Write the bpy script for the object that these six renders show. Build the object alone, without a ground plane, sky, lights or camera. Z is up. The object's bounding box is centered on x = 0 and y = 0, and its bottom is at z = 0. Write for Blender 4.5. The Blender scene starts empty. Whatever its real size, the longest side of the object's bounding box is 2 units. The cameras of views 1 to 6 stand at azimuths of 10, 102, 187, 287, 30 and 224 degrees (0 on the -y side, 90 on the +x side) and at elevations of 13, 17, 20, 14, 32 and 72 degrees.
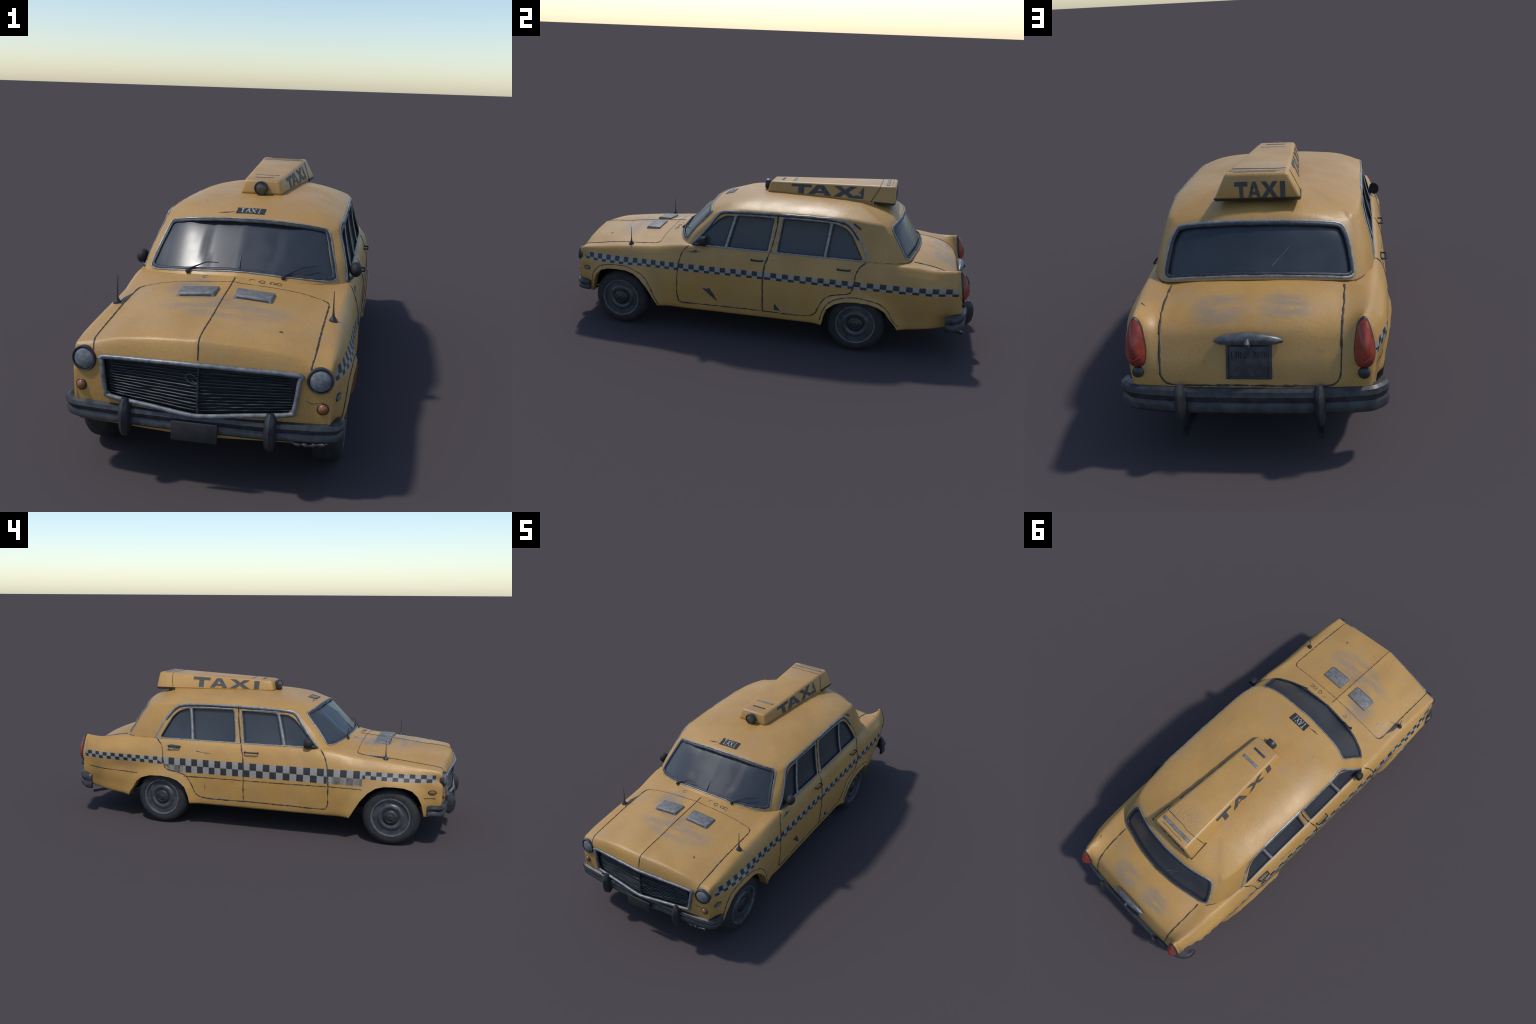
"""Weathered yellow checker taxi sedan, built part by part.
Car frame: nose at -y, tail at +y, left side (driver) at +x, ground z = 0."""
import bpy, bmesh, math, random
import numpy as np
from mathutils import Vector, Matrix, noise
from mathutils.bvhtree import BVHTree

RNG = random.Random(7)
SCN = bpy.context.scene
COL = SCN.collection


# ------------------------------------------------------------------ materials
class Nodes:
    """Small helper that writes shader node chains."""

    def __init__(self, name):
        self.mat = bpy.data.materials.new(name)
        self.mat.use_nodes = True
        self.t = self.mat.node_tree
        self.bsdf = self.t.nodes["Principled BSDF"]
        self._co = None
        self._xyz = None

    def put(self, sock, v):
        if isinstance(v, (int, float)):
            sock.default_value = v
        elif isinstance(v, tuple):
            sock.default_value = (*v, 1.0) if len(v) == 3 and sock.type == "RGBA" else v
        else:
            self.t.links.new(v, sock)

    def node(self, kind, **props):
        n = self.t.nodes.new(kind)
        for k, v in props.items():
            setattr(n, k, v)
        return n

    def co(self):
        if self._co is None:
            self._co = self.node("ShaderNodeTexCoord").outputs["Object"]
        return self._co

    def xyz(self):
        if self._xyz is None:
            n = self.node("ShaderNodeSeparateXYZ")
            self.put(n.inputs[0], self.co())
            self._xyz = n.outputs
        return self._xyz

    def m(self, op, a, b=0.0, c=0.0):
        n = self.node("ShaderNodeMath", operation=op)
        for s, v in zip(n.inputs, (a, b, c)):
            self.put(s, v)
        return n.outputs[0]

    def noise(self, scale, detail=3.0, rough=0.55, stretch=None, shift=0.0):
        n = self.node("ShaderNodeTexNoise")
        mp = self.node("ShaderNodeMapping")
        self.put(mp.inputs["Vector"], self.co())
        mp.inputs["Location"].default_value = (shift, shift * 1.7, shift * 0.6)
        if stretch:
            mp.inputs["Scale"].default_value = stretch
        self.put(n.inputs["Vector"], mp.outputs[0])
        n.inputs["Scale"].default_value = scale
        n.inputs["Detail"].default_value = detail
        n.inputs["Roughness"].default_value = rough
        return n.outputs["Fac"]

    def ramp(self, v, lo, hi, a=0.0, b=1.0):
        n = self.node("ShaderNodeMapRange", interpolation_type="SMOOTHSTEP")
        self.put(n.inputs["Value"], v)
        for k, x in zip(("From Min", "From Max", "To Min", "To Max"), (lo, hi, a, b)):
            n.inputs[k].default_value = x
        return n.outputs[0]

    def mix(self, f, a, b, mode="MIX"):
        n = self.node("ShaderNodeMix", data_type="RGBA", blend_type=mode)
        self.put(n.inputs["Factor"], f)
        self.put(n.inputs[6], a)
        self.put(n.inputs[7], b)
        return n.outputs[2]

    def between(self, v, lo, hi):
        return self.m("MULTIPLY", self.m("GREATER_THAN", v, lo), self.m("LESS_THAN", v, hi))

    def bump(self, h, strength, dist=0.002):
        n = self.node("ShaderNodeBump")
        n.inputs["Strength"].default_value = strength
        n.inputs["Distance"].default_value = dist
        self.put(n.inputs["Height"], h)
        self.put(self.bsdf.inputs["Normal"], n.outputs[0])

    def out(self, colour, rough, metal=0.0, spec=0.5):
        self.put(self.bsdf.inputs["Base Color"], colour)
        self.put(self.bsdf.inputs["Roughness"], rough)
        self.put(self.bsdf.inputs["Metallic"], metal)
        self.put(self.bsdf.inputs["Specular IOR Level"], spec)
        return self.mat


YELLOW = (0.525, 0.292, 0.076)
YELLOW_DARK = (0.455, 0.246, 0.060)
DUST = (0.30, 0.235, 0.16)
STRIPE_TOP, STRIPE_SPLIT, STRIPE_LOW, WIDE_LOW = 0.352, 0.3285, 0.3165, 0.2815


def blob(N, cx, cy, rx, ry):
    """Soft round mask in plan view."""
    x, y, z = N.xyz()
    dx = N.m("DIVIDE", N.m("SUBTRACT", x, cx), rx)
    dy = N.m("DIVIDE", N.m("SUBTRACT", y, cy), ry)
    d = N.m("ADD", N.m("MULTIPLY", dx, dx), N.m("MULTIPLY", dy, dy))
    return N.ramp(d, 0.0, 1.0, 1.0, 0.0)


def paint_material(name, with_stripe):
    N = Nodes(name)
    x, y, z = N.xyz()
    big = N.noise(5.0, 4.0)
    fine = N.noise(260.0, 3.0, 0.75)
    mid = N.noise(38.0, 4.0, 0.65)
    c = N.mix(N.ramp(big, 0.35, 0.65), YELLOW, YELLOW_DARK)
    c = N.mix(N.ramp(mid, 0.5, 0.8, 0.0, 0.35), c, (0.46, 0.30, 0.12))
    c = N.mix(N.ramp(fine, 0.35, 0.7, 0.0, 0.60), c, (0.32, 0.19, 0.080))
    if with_stripe:
        # dust smears on bonnet and boot lid
        smear = N.m("MAXIMUM", blob(N, 0.02, -0.735, 0.24, 0.09), blob(N, -0.10, 0.845, 0.10, 0.09))
        smear = N.m("MAXIMUM", smear, blob(N, 0.09, 0.845, 0.10, 0.08))
        smear = N.m("MAXIMUM", smear, blob(N, -0.12, -0.60, 0.09, 0.16))
        smear = N.m("MULTIPLY", smear, N.ramp(N.noise(13.0, 6.0, 0.68, (0.45, 1.5, 1.0), 3.1), 0.37, 0.60))
        smear = N.m("MULTIPLY", smear, N.m("GREATER_THAN", z, 0.375))
        c = N.mix(N.m("MULTIPLY", smear, 0.7), c, (0.22, 0.185, 0.15))
    else:
        # soot by the lamp, scuffs towards the back of the sign top
        soot = N.m("MULTIPLY", N.m("MAXIMUM", blob(N, 0.0, -0.01, 0.09, 0.05), blob(N, 0.0, 0.50, 0.12, 0.12)), N.m("GREATER_THAN", z, 0.712))
        soot = N.m("MULTIPLY", soot, N.ramp(N.noise(170.0, 4.0, 0.75, None, 6.0), 0.42, 0.62))
        c = N.mix(N.m("MULTIPLY", soot, 0.55), c, (0.15, 0.12, 0.095))
    # chipped spots: tiny dark flecks and pale flecks
    fleck = N.ramp(N.noise(75.0, 5.0, 0.7, None, 9.0), 0.735, 0.76)
    c = N.mix(N.m("MULTIPLY", fleck, 0.6), c, (0.14, 0.10, 0.06))
    pale = N.ramp(N.noise(36.0, 5.0, 0.7, None, 5.0), 0.68, 0.74)
    c = N.mix(N.m("MULTIPLY", pale, 0.35), c, (0.60, 0.40, 0.17))
    # hair scratches and grime streaks running along the panels
    for st, th, f, tone in (((60.0, 3.0, 60.0), 0.70, 0.45, (0.13, 0.10, 0.07)), ((5.0, 70.0, 22.0), 0.72, 0.35, (0.16, 0.12, 0.08)), ((16.0, 16.0, 5.0), 0.72, 0.3, (0.62, 0.45, 0.22))):
        line = N.ramp(N.noise(1.6, 4.0, 0.6, st, th * 7), th - 0.035, th + 0.01)
        c = N.mix(N.m("MULTIPLY", N.m("MULTIPLY", line, N.ramp(mid, 0.42, 0.6)), f), c, tone)
    # powdery grey-brown film in soft clouds
    film = N.ramp(N.noise(7.0, 6.0, 0.68, None, 12.0), 0.46, 0.70)
    c = N.mix(N.m("MULTIPLY", film, 0.42), c, (0.385, 0.252, 0.128))
    if with_stripe:
        # running checker index along the car: panels carry squares of different pitch
        right = N.m("LESS_THAN", x, 0.0)
        edge = N.m("ADD", 0.39, N.m("MULTIPLY", N.m("SUBTRACT", z, 0.282), 1.45))
        wide = N.m("MULTIPLY", right, N.m("MULTIPLY", N.m("GREATER_THAN", y, -0.575), N.m("LESS_THAN", y, edge)))

        def runs(spans):
            total = 0.0
            acc = None
            for y0, y1, n in spans:
                s = N.node("ShaderNodeMapRange")
                N.put(s.inputs["Value"], y)
                for k, v in zip(("From Min", "From Max", "To Min", "To Max"), (y0, y1, 0.0, float(n))):
                    s.inputs[k].default_value = v
                acc = s.outputs[0] if acc is None else N.m("ADD", acc, s.outputs[0])
                total += n
            return acc

        left_i = N.m("ADD", 1.0, runs(((-0.905, -0.408, 21), (-0.408, 0.009, 16), (0.009, 0.016, 1), (0.016, 0.047, 1), (0.047, 0.440, 14), (0.440, 0.913, 16))))
        right_i = runs(((-0.919, -0.563, 14), (-0.563, -0.408, 5), (-0.408, -0.407, 0.58), (-0.407, 0.012, 12.42), (0.012, 0.013, 0.4), (0.013, 0.0375, 0.6),
                        (0.0375, 0.440, 13), (0.440, 0.447, 1), (0.447, 0.888, 18)))
        idx = N.m("ADD", N.m("MULTIPLY", left_i, N.m("SUBTRACT", 1.0, right)), N.m("MULTIPLY", right_i, right))
        wob = N.m("MULTIPLY", N.m("SUBTRACT", N.noise(22.0, 2.0), 0.5), 0.0035)
        zz = N.m("ADD", z, wob)
        low = N.m("SUBTRACT", STRIPE_LOW, N.m("MULTIPLY", wide, STRIPE_LOW - WIDE_LOW))
        split = N.m("SUBTRACT", STRIPE_SPLIT, N.m("MULTIPLY", wide, STRIPE_SPLIT - 0.3165))
        split = N.m("ADD", split, N.m("MULTIPLY", N.m("MULTIPLY", right, N.m("SUBTRACT", 1.0, wide)), 0.005))
        row = N.m("GREATER_THAN", zz, split)
        par = N.m("MODULO", N.m("ADD", N.m("FLOOR", N.m("ADD", idx, N.m("MULTIPLY", wob, 18.0))), row), 2.0)
        par = N.m("GREATER_THAN", par, 0.5)
        inside = N.m("MULTIPLY", N.m("GREATER_THAN", zz, low), N.m("LESS_THAN", zz, STRIPE_TOP))
        inside = N.m("MULTIPLY", inside, N.m("GREATER_THAN", N.m("ABSOLUTE", x), 0.345))
        inside = N.m("MULTIPLY", inside, N.between(y, -0.909, 0.913))
        grain = N.noise(330.0, 2.0, 0.7)
        white = N.mix(N.ramp(grain, 0.3, 0.7), (0.215, 0.198, 0.178), (0.365, 0.340, 0.312))
        black = N.mix(N.ramp(grain, 0.3, 0.7), (0.018, 0.019, 0.022), (0.037, 0.038, 0.042))
        chk = N.mix(par, white, black)
        # rubbed, faded areas of the lower row on the right-hand fender and rear door
        worn = N.m("MULTIPLY", N.m("SUBTRACT", 1.0, row), wide)
        worn = N.m("MULTIPLY", worn, N.m("MAXIMUM", N.m("LESS_THAN", y, -0.43), N.between(y, 0.33, 0.45)))
        worn = N.m("MULTIPLY", worn, N.ramp(mid, 0.3, 0.6, 0.25, 0.85))
        chk = N.mix(worn, chk, (0.16, 0.145, 0.12))
        chip = N.ramp(N.noise(30.0, 5.0, 0.72, None, 2.2), 0.66, 0.72)
        inside = N.m("MULTIPLY", inside, N.m("SUBTRACT", 1.0, N.m("MULTIPLY", chip, 0.45)))
        c = N.mix(inside, c, chk)
    bumpy = N.m("ADD", N.m("MULTIPLY", fine, 0.5), N.m("MULTIPLY", mid, 0.9))
    N.bump(bumpy, 0.28, 0.0025)
    return N.out(c, N.ramp(big, 0.2, 0.8, 0.36, 0.50), 0.0, 0.5)


def grainy(name, a, b, rough=0.5, metal=0.0, scale=60.0, spec=0.5, bump=0.2, stretch=None):
    N = Nodes(name)
    n = N.noise(scale, 4.0, 0.6, stretch)
    f = N.noise(scale * 5, 2.0, 0.6)
    c = N.mix(N.ramp(n, 0.32, 0.68), a, b)
    c = N.mix(N.ramp(f, 0.35, 0.75, 0.0, 0.3), c, tuple(v * 0.6 for v in a))
    N.bump(N.m("ADD", n, N.m("MULTIPLY", f, 0.4)), bump, 0.002)
    return N.out(c, rough, metal, spec)


PAINT = paint_material("yellow_paint_checker", True)
SIGN_PAINT = paint_material("yellow_paint_sign", False)
GLASS = None


def glass_material(name, a, b):
    N = Nodes(name)
    n = N.noise(6.0, 3.0)
    speck = N.ramp(N.noise(120.0, 1.0, 0.5, None, 4.0), 0.76, 0.78)
    c = N.mix(N.ramp(n, 0.3, 0.7), a, b)
    c = N.mix(N.m("MULTIPLY", speck, 0.4), c, (0.10, 0.08, 0.06))
    return N.out(c, N.ramp(n, 0.3, 0.7, 0.30, 0.40), 0.0, 0.5)


GLASS = glass_material("dark_tinted_glass", (0.030, 0.036, 0.046), (0.042, 0.049, 0.060))
CHROME = grainy("dull_chrome_trim", (0.20, 0.205, 0.215), (0.34, 0.345, 0.35), 0.38, 0.25, 70.0)
EMBLEM = grainy("tarnished_emblem_metal", (0.075, 0.078, 0.085), (0.15, 0.153, 0.16), 0.4, 0.3, 45.0)
GRILLE_FRAME = grainy("dull_grille_frame", (0.13, 0.135, 0.148), (0.25, 0.255, 0.27), 0.42, 0.25, 60.0)
STEEL_PALE = grainy("worn_badge_wire", (0.08, 0.085, 0.095), (0.14, 0.145, 0.155), 0.45, 0.2, 80.0)
DARK_TRIM = grainy("black_rubber_seal", (0.018, 0.019, 0.022), (0.045, 0.046, 0.05), 0.5, 0.0, 90.0)
STEEL = grainy("weathered_bumper_steel", (0.026, 0.028, 0.033), (0.060, 0.063, 0.071), 0.42, 0.2, 30.0, 0.5, 0.35)
GUARD = grainy("black_bumper_rubber", (0.022, 0.023, 0.025), (0.038, 0.039, 0.042), 0.4, 0.0, 40.0)
PLATE_DARK = grainy("sooty_plate", (0.014, 0.014, 0.015), (0.027, 0.027, 0.028), 0.6, 0.0, 35.0)
TYRE = grainy("worn_tyre_rubber", (0.014, 0.014, 0.016), (0.028, 0.028, 0.030), 0.75, 0.0, 40.0)
RIM = grainy("dusty_steel_rim", (0.042, 0.044, 0.049), (0.085, 0.088, 0.096), 0.38, 0.25, 35.0)
RIM_EDGE = grainy("pale_rim_ring", (0.075, 0.080, 0.090), (0.15, 0.155, 0.168), 0.42, 0.2, 40.0)
HUB = grainy("dark_hub_cap", (0.020, 0.021, 0.023), (0.042, 0.043, 0.046), 0.38, 0.2, 60.0)
BLACK = grainy("matt_black", (0.010, 0.010, 0.011), (0.020, 0.020, 0.022), 0.7)
SCRATCH = grainy("bare_dark_metal", (0.028, 0.030, 0.035), (0.055, 0.055, 0.058), 0.6)
DARK_LINE = grainy("dark_line_strip", (0.022, 0.020, 0.020), (0.06, 0.05, 0.04), 0.7, 0.0, 50.0)  # dark colour of the raised strips that stand for gaps and seams
LAMP_RED = grainy("red_lamp_lens", (0.38, 0.055, 0.030), (0.19, 0.026, 0.019), 0.28, 0.0, 30.0)
LAMP_BAND = grainy("dark_red_lamp_seam", (0.16, 0.018, 0.014), (0.22, 0.03, 0.02), 0.4)
AMBER = grainy("amber_lamp_lens", (0.34, 0.12, 0.035), (0.22, 0.08, 0.03), 0.3, 0.0, 40.0)
GREY_LENS = grainy("dusty_lamp_lens", (0.12, 0.128, 0.14), (0.22, 0.23, 0.24), 0.35, 0.0, 90.0)
LETTER = grainy("charcoal_letter_paint", (0.045, 0.045, 0.048), (0.075, 0.073, 0.07), 0.6, 0.0, 80.0)
WHITE_MARK = grainy("worn_white_paint", (0.28, 0.28, 0.27), (0.40, 0.40, 0.39), 0.6, 0.0, 120.0)
VENT = grainy("bare_grey_vent_metal", (0.13, 0.128, 0.125), (0.22, 0.215, 0.205), 0.55, 0.1, 55.0)
GRILLE_BACK = grainy("black_grille_mesh", (0.012, 0.013, 0.015), (0.03, 0.032, 0.036), 0.5, 0.0, 25.0, 0.5, 0.2, (1, 1, 8))
GRILLE_BAR = grainy("dark_grille_bar", (0.010, 0.011, 0.013), (0.060, 0.064, 0.073), 0.42, 0.2, 9.0, 0.5, 0.2, (1, 1, 14))


# ------------------------------------------------------------------ mesh helpers
TAXI = bpy.data.objects.new("taxi_car", None)
COL.objects.link(TAXI)
TAXI["label"] = "weathered yellow checker taxi sedan with a large roof sign"
TAXI["category"] = "taxi car"


def link(name, me, mat, parent=None):
    ob = bpy.data.objects.new(name, me)
    COL.objects.link(ob)
    if mat is not None:
        for m in mat if isinstance(mat, (list, tuple)) else (mat,):
            me.materials.append(m)
    ob.parent = parent or TAXI
    return ob


def mesh_from(name, verts, faces, mat, parent=None, smooth=True, angle=None, kind=None):
    me = bpy.data.meshes.new(name)
    me.from_pydata([tuple(v) for v in verts], [], [tuple(f) for f in faces])
    bm = bmesh.new()
    bm.from_mesh(me)
    bmesh.ops.recalc_face_normals(bm, faces=bm.faces)
    bm.to_mesh(me)
    bm.free()
    if smooth:
        me.polygons.foreach_set("use_smooth", [True] * len(me.polygons))
        if angle:
            me.set_sharp_from_angle(angle=math.radians(angle))
    ob = link(name, me, mat, parent)
    if kind:
        ob["kind"] = kind
    return ob


class Build:
    """Collects several closed pieces into one mesh."""

    def __init__(self):
        self.v, self.f = [], []

    def add(self, verts, faces):
        o = len(self.v)
        self.v += [tuple(p) for p in verts]
        self.f += [tuple(i + o for i in f) for f in faces]

    def make(self, name, mat, parent=None, smooth=True, angle=40, kind=None):
        return mesh_from(name, self.v, self.f, mat, parent, smooth, angle, kind)


def tube_geo(pts, r, sides=8, closed=False, up=None, flat=1.0, normals=None):
    """Tube along pts; r is a number or one radius per point; with normals, flattened along them."""
    pts = [Vector(p) for p in pts]
    n = len(pts)
    rr = r if isinstance(r, (list, tuple)) else [r] * n
    V, F = [], []
    prev = None
    for i, p in enumerate(pts):
        a = pts[(i - 1) % n] if closed or i else pts[i]
        b = pts[(i + 1) % n] if closed or i < n - 1 else pts[i]
        t = (b - a)
        t = t.normalized() if t.length > 1e-9 else Vector((0, 1, 0))
        if normals is not None:
            u = Vector(normals[i])
        elif prev is not None:
            u = prev
        else:
            u = Vector(up) if up else (Vector((0, 0, 1)) if abs(t.z) < 0.9 else Vector((1, 0, 0)))
        u = u - t * u.dot(t)
        u = u.normalized() if u.length > 1e-6 else t.orthogonal().normalized()
        prev = u
        w = t.cross(u)
        for k in range(sides):
            ang = math.tau * (k + 0.5) / sides
            V.append(p + (u * math.cos(ang) * flat + w * math.sin(ang)) * rr[i])
    for i in range(n if closed else n - 1):
        j = (i + 1) % n
        for k in range(sides):
            l = (k + 1) % sides
            F.append((i * sides + k, j * sides + k, j * sides + l, i * sides + l))
    if not closed:
        F.append(tuple(range(sides)))
        F.append(tuple((n - 1) * sides + k for k in range(sides)))
    return V, F


def tube(name, pts, r, mat, parent=None, **kw):
    kind = kw.pop("kind", None)
    V, F = tube_geo(pts, r, **kw)
    return mesh_from(name, V, F, mat, parent, True, 50, kind)


def lathe_geo(profile, axis_pt, axis, segs=32, start=None, squash=(1, 1)):
    """Revolve (radius, along) pairs round an axis."""
    axis = Vector(axis).normalized()
    u = Vector(start) if start else axis.orthogonal()
    u = (u - axis * u.dot(axis)).normalized()
    w = axis.cross(u)
    V, F = [], []
    n = len(profile)
    for r, h in profile:
        for k in range(segs):
            a = math.tau * k / segs
            V.append(Vector(axis_pt) + axis * h + (u * math.cos(a) * squash[0] + w * math.sin(a) * squash[1]) * r)
    for i in range(n - 1):
        for k in range(segs):
            l = (k + 1) % segs
            F.append((i * segs + k, (i + 1) * segs + k, (i + 1) * segs + l, i * segs + l))
    F.append(tuple(range(segs)))
    F.append(tuple((n - 1) * segs + k for k in range(segs)))
    return V, F


def lathe(name, profile, pt, axis, mat, parent=None, segs=32, angle=35, **kw):
    V, F = lathe_geo(profile, pt, axis, segs, **kw)
    return mesh_from(name, V, F, mat, parent, True, angle)


def box_geo(corners):
    """corners: 4 bottom then 4 top, same order."""
    return corners, [(0, 1, 2, 3), (4, 5, 6, 7), (0, 1, 5, 4), (1, 2, 6, 5), (2, 3, 7, 6), (3, 0, 4, 7)]


def bevel_mesh(ob, width, segs=2):
    bm = bmesh.new()
    bm.from_mesh(ob.data)
    bmesh.ops.bevel(bm, geom=[e for e in bm.edges if e.calc_face_angle(0) > 0.4], offset=width, segments=segs, profile=0.5, affect="EDGES")
    bm.to_mesh(ob.data)
    bm.free()
    ob.data.polygons.foreach_set("use_smooth", [True] * len(ob.data.polygons))
    ob.data.set_sharp_from_angle(angle=math.radians(40))


def pchip(xs, ys, q):
    """Shape-preserving cubic through (xs, ys), evaluated at q."""
    xs, ys, q = (np.asarray(a, float) for a in (xs, ys, q))
    h = np.diff(xs)
    d = np.diff(ys, axis=0) / h.reshape(-1, *[1] * (ys.ndim - 1))
    s = np.zeros_like(ys)
    hh = h.reshape(-1, *[1] * (ys.ndim - 1))
    w1, w2 = 2 * hh[1:] + hh[:-1], hh[1:] + 2 * hh[:-1]
    same = d[1:] * d[:-1] > 0
    with np.errstate(divide="ignore", invalid="ignore"):
        hm = (w1 + w2) / (w1 / d[:-1] + w2 / d[1:])
    s[1:-1] = np.where(same, hm, 0.0)
    s[0], s[-1] = d[0], d[-1]
    i = np.clip(np.searchsorted(xs, q, side="right") - 1, 0, len(xs) - 2)
    t = ((q - xs[i]) / h[i]).reshape(-1, *[1] * (ys.ndim - 1))
    H = h[i].reshape(t.shape)
    return ys[i] * (1 + 2 * t) * (1 - t) ** 2 + s[i] * H * t * (1 - t) ** 2 + ys[i + 1] * t * t * (3 - 2 * t) + s[i + 1] * H * t * t * (t - 1)


def catmull(pts, per=6, closed=False):
    """Dense smooth polyline through points."""
    P = [Vector(p) for p in pts]
    n = len(P)
    out = []
    for i in range(n if closed else n - 1):
        a = P[(i - 1) % n] if closed or i else P[i]
        b, c = P[i], P[(i + 1) % n]
        d = P[(i + 2) % n] if closed or i + 2 < n else c
        for k in range(per):
            t = k / per
            out.append(0.5 * ((2 * b) + (c - a) * t + (2 * a - 5 * b + 4 * c - d) * t * t + (3 * b - a - 3 * c + d) * t ** 3))
    if not closed:
        out.append(P[-1])
    return out


def rounded(poly, r, steps=4):
    """Closed 2D polygon with corners rounded; r number or per corner."""
    P = [Vector(p) for p in poly]
    n = len(P)
    out = []
    for i, p in enumerate(P):
        a, b = P[i - 1] - p, P[(i + 1) % n] - p
        q = r[i] if isinstance(r, (list, tuple)) else r
        q = min(q, a.length * 0.45, b.length * 0.45)
        if q <= 1e-5:
            out.append(p)
            continue
        s, e = p + a.normalized() * q, p + b.normalized() * q
        for k in range(steps + 1):
            t = k / steps
            out.append(s * (1 - t) ** 2 + p * 2 * t * (1 - t) + e * t * t)
    return out


def inside(poly, x, y):
    c = False
    n = len(poly)
    for i in range(n):
        x1, y1 = poly[i - 1][0], poly[i - 1][1]
        x2, y2 = poly[i][0], poly[i][1]
        if (y1 > y) != (y2 > y) and x < (x2 - x1) * (y - y1) / (y2 - y1) + x1:
            c = not c
    return c


# ------------------------------------------------------------------ lower body shell
# every station: y, half width, sill height, then (x, z) of shoulder, lid edge, and heights at x = .22, .145, .07, 0
STATIONS = [
    # y       W      sill   shoulder        lid edge        .22    .145   .07    0
    (-0.974, 0.352, 0.152, (0.339, 0.351), (0.292, 0.350), 0.350, 0.352, 0.354, 0.356),
    (-0.966, 0.355, 0.152, (0.344, 0.364), (0.295, 0.364), 0.376, 0.381, 0.385, 0.387),
    (-0.953, 0.358, 0.152, (0.346, 0.369), (0.298, 0.375), 0.394, 0.403, 0.409, 0.413),
    (-0.925, 0.362, 0.152, (0.346, 0.373), (0.300, 0.381), 0.400, 0.410, 0.416, 0.419),
    (-0.890, 0.370, 0.153, (0.346, 0.378), (0.300, 0.385), 0.405, 0.415, 0.421, 0.424),
    (-0.840, 0.378, 0.150, (0.345, 0.384), (0.300, 0.391), 0.411, 0.421, 0.426, 0.428),
    (-0.700, 0.386, 0.125, (0.341, 0.400), (0.300, 0.406), 0.424, 0.436, 0.441, 0.443),
    (-0.530, 0.389, 0.119, (0.343, 0.414), (0.305, 0.419), 0.440, 0.450, 0.455, 0.458),
    (-0.450, 0.391, 0.119, (0.349, 0.428), (0.308, 0.434), 0.450, 0.460, 0.466, 0.468),
    (-0.380, 0.394, 0.119, (0.353, 0.437), (0.310, 0.442), 0.455, 0.463, 0.468, 0.470),
    (-0.200, 0.394, 0.119, (0.357, 0.439), (0.310, 0.442), 0.450, 0.455, 0.458, 0.460),
    (0.300, 0.395, 0.119, (0.357, 0.439), (0.310, 0.442), 0.450, 0.455, 0.458, 0.460),
    (0.500, 0.395, 0.122, (0.353, 0.439), (0.310, 0.441), 0.450, 0.455, 0.458, 0.460),
    (0.600, 0.394, 0.127, (0.346, 0.436), (0.300, 0.439), 0.450, 0.456, 0.460, 0.462),
    (0.700, 0.391, 0.131, (0.336, 0.434), (0.278, 0.432), 0.444, 0.455, 0.461, 0.463),
    (0.790, 0.384, 0.142, (0.330, 0.425), (0.270, 0.420), 0.431, 0.441, 0.446, 0.447),
    (0.830, 0.374, 0.147, (0.326, 0.424), (0.265, 0.410), 0.418, 0.428, 0.432, 0.433),
    (0.860, 0.365, 0.151, (0.323, 0.425), (0.261, 0.400), 0.405, 0.414, 0.419, 0.421),
    (0.885, 0.360, 0.154, (0.320, 0.426), (0.258, 0.385), 0.388, 0.396, 0.400, 0.402),
    (0.902, 0.356, 0.157, (0.318, 0.426), (0.256, 0.367), 0.370, 0.377, 0.381, 0.383),
    (0.914, 0.352, 0.160, (0.315, 0.415), (0.254, 0.345), 0.347, 0.352, 0.355, 0.357),
    (0.924, 0.347, 0.164, (0.312, 0.385), (0.252, 0.322), 0.324, 0.326, 0.328, 0.329),
    (0.934, 0.342, 0.168, (0.309, 0.345), (0.251, 0.297), 0.298, 0.299, 0.300, 0.300),
    (0.942, 0.335, 0.180, (0.304, 0.300), (0.249, 0.268), 0.268, 0.268, 0.268, 0.268),
    (0.948, 0.322, 0.183, (0.296, 0.250), (0.245, 0.236), 0.236, 0.236, 0.236, 0.236),
]


def section(st):
    y, W, zb, (sx, sz), (ex, ez), z1, z2, z3, z4 = st
    h = sz - zb
    k = W / 0.394
    tuck = max(0.0, min(1.0, (y - 0.45) / 0.25)) * (1 - max(0.0, min(1.0, (y - 0.88) / 0.06)))
    flare = 0.5 * max(0.0, 1 - abs(y + 0.46) / 0.16)
    low = [(W * 0.80, zb + 0.002), (W - 0.018 * k - 0.022 * tuck, zb), (W - 0.009 - 0.022 * tuck + 0.010 * flare, zb + 0.16 * min(h, 0.3)), (W - 0.001 - 0.011 * tuck + 0.012 * flare, zb + 0.42 * h), (W, zb + 0.66 * h),
           (W - 0.008 * k, sz - 0.19 * h), (sx + (W - sx) * 0.51, sz - 0.085 * h), (sx, sz), (ex, ez)]
    top = [(0.22 * min(1, ex / 0.28), z1), (0.145 * min(1, ex / 0.28), z2), (0.07, z3), (0.0, z4)]
    return low + top


SEC = np.array([section(s) for s in STATIONS])          # stations x 13 x 2
SY = np.array([s[0] for s in STATIONS])


def dense(knots, n_each):
    q = []
    for a, b, n in zip(knots[:-1], knots[1:], n_each):
        q += [a + (b - a) * i / n for i in range(n)]
    return np.array(q + [knots[-1]])


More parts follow.
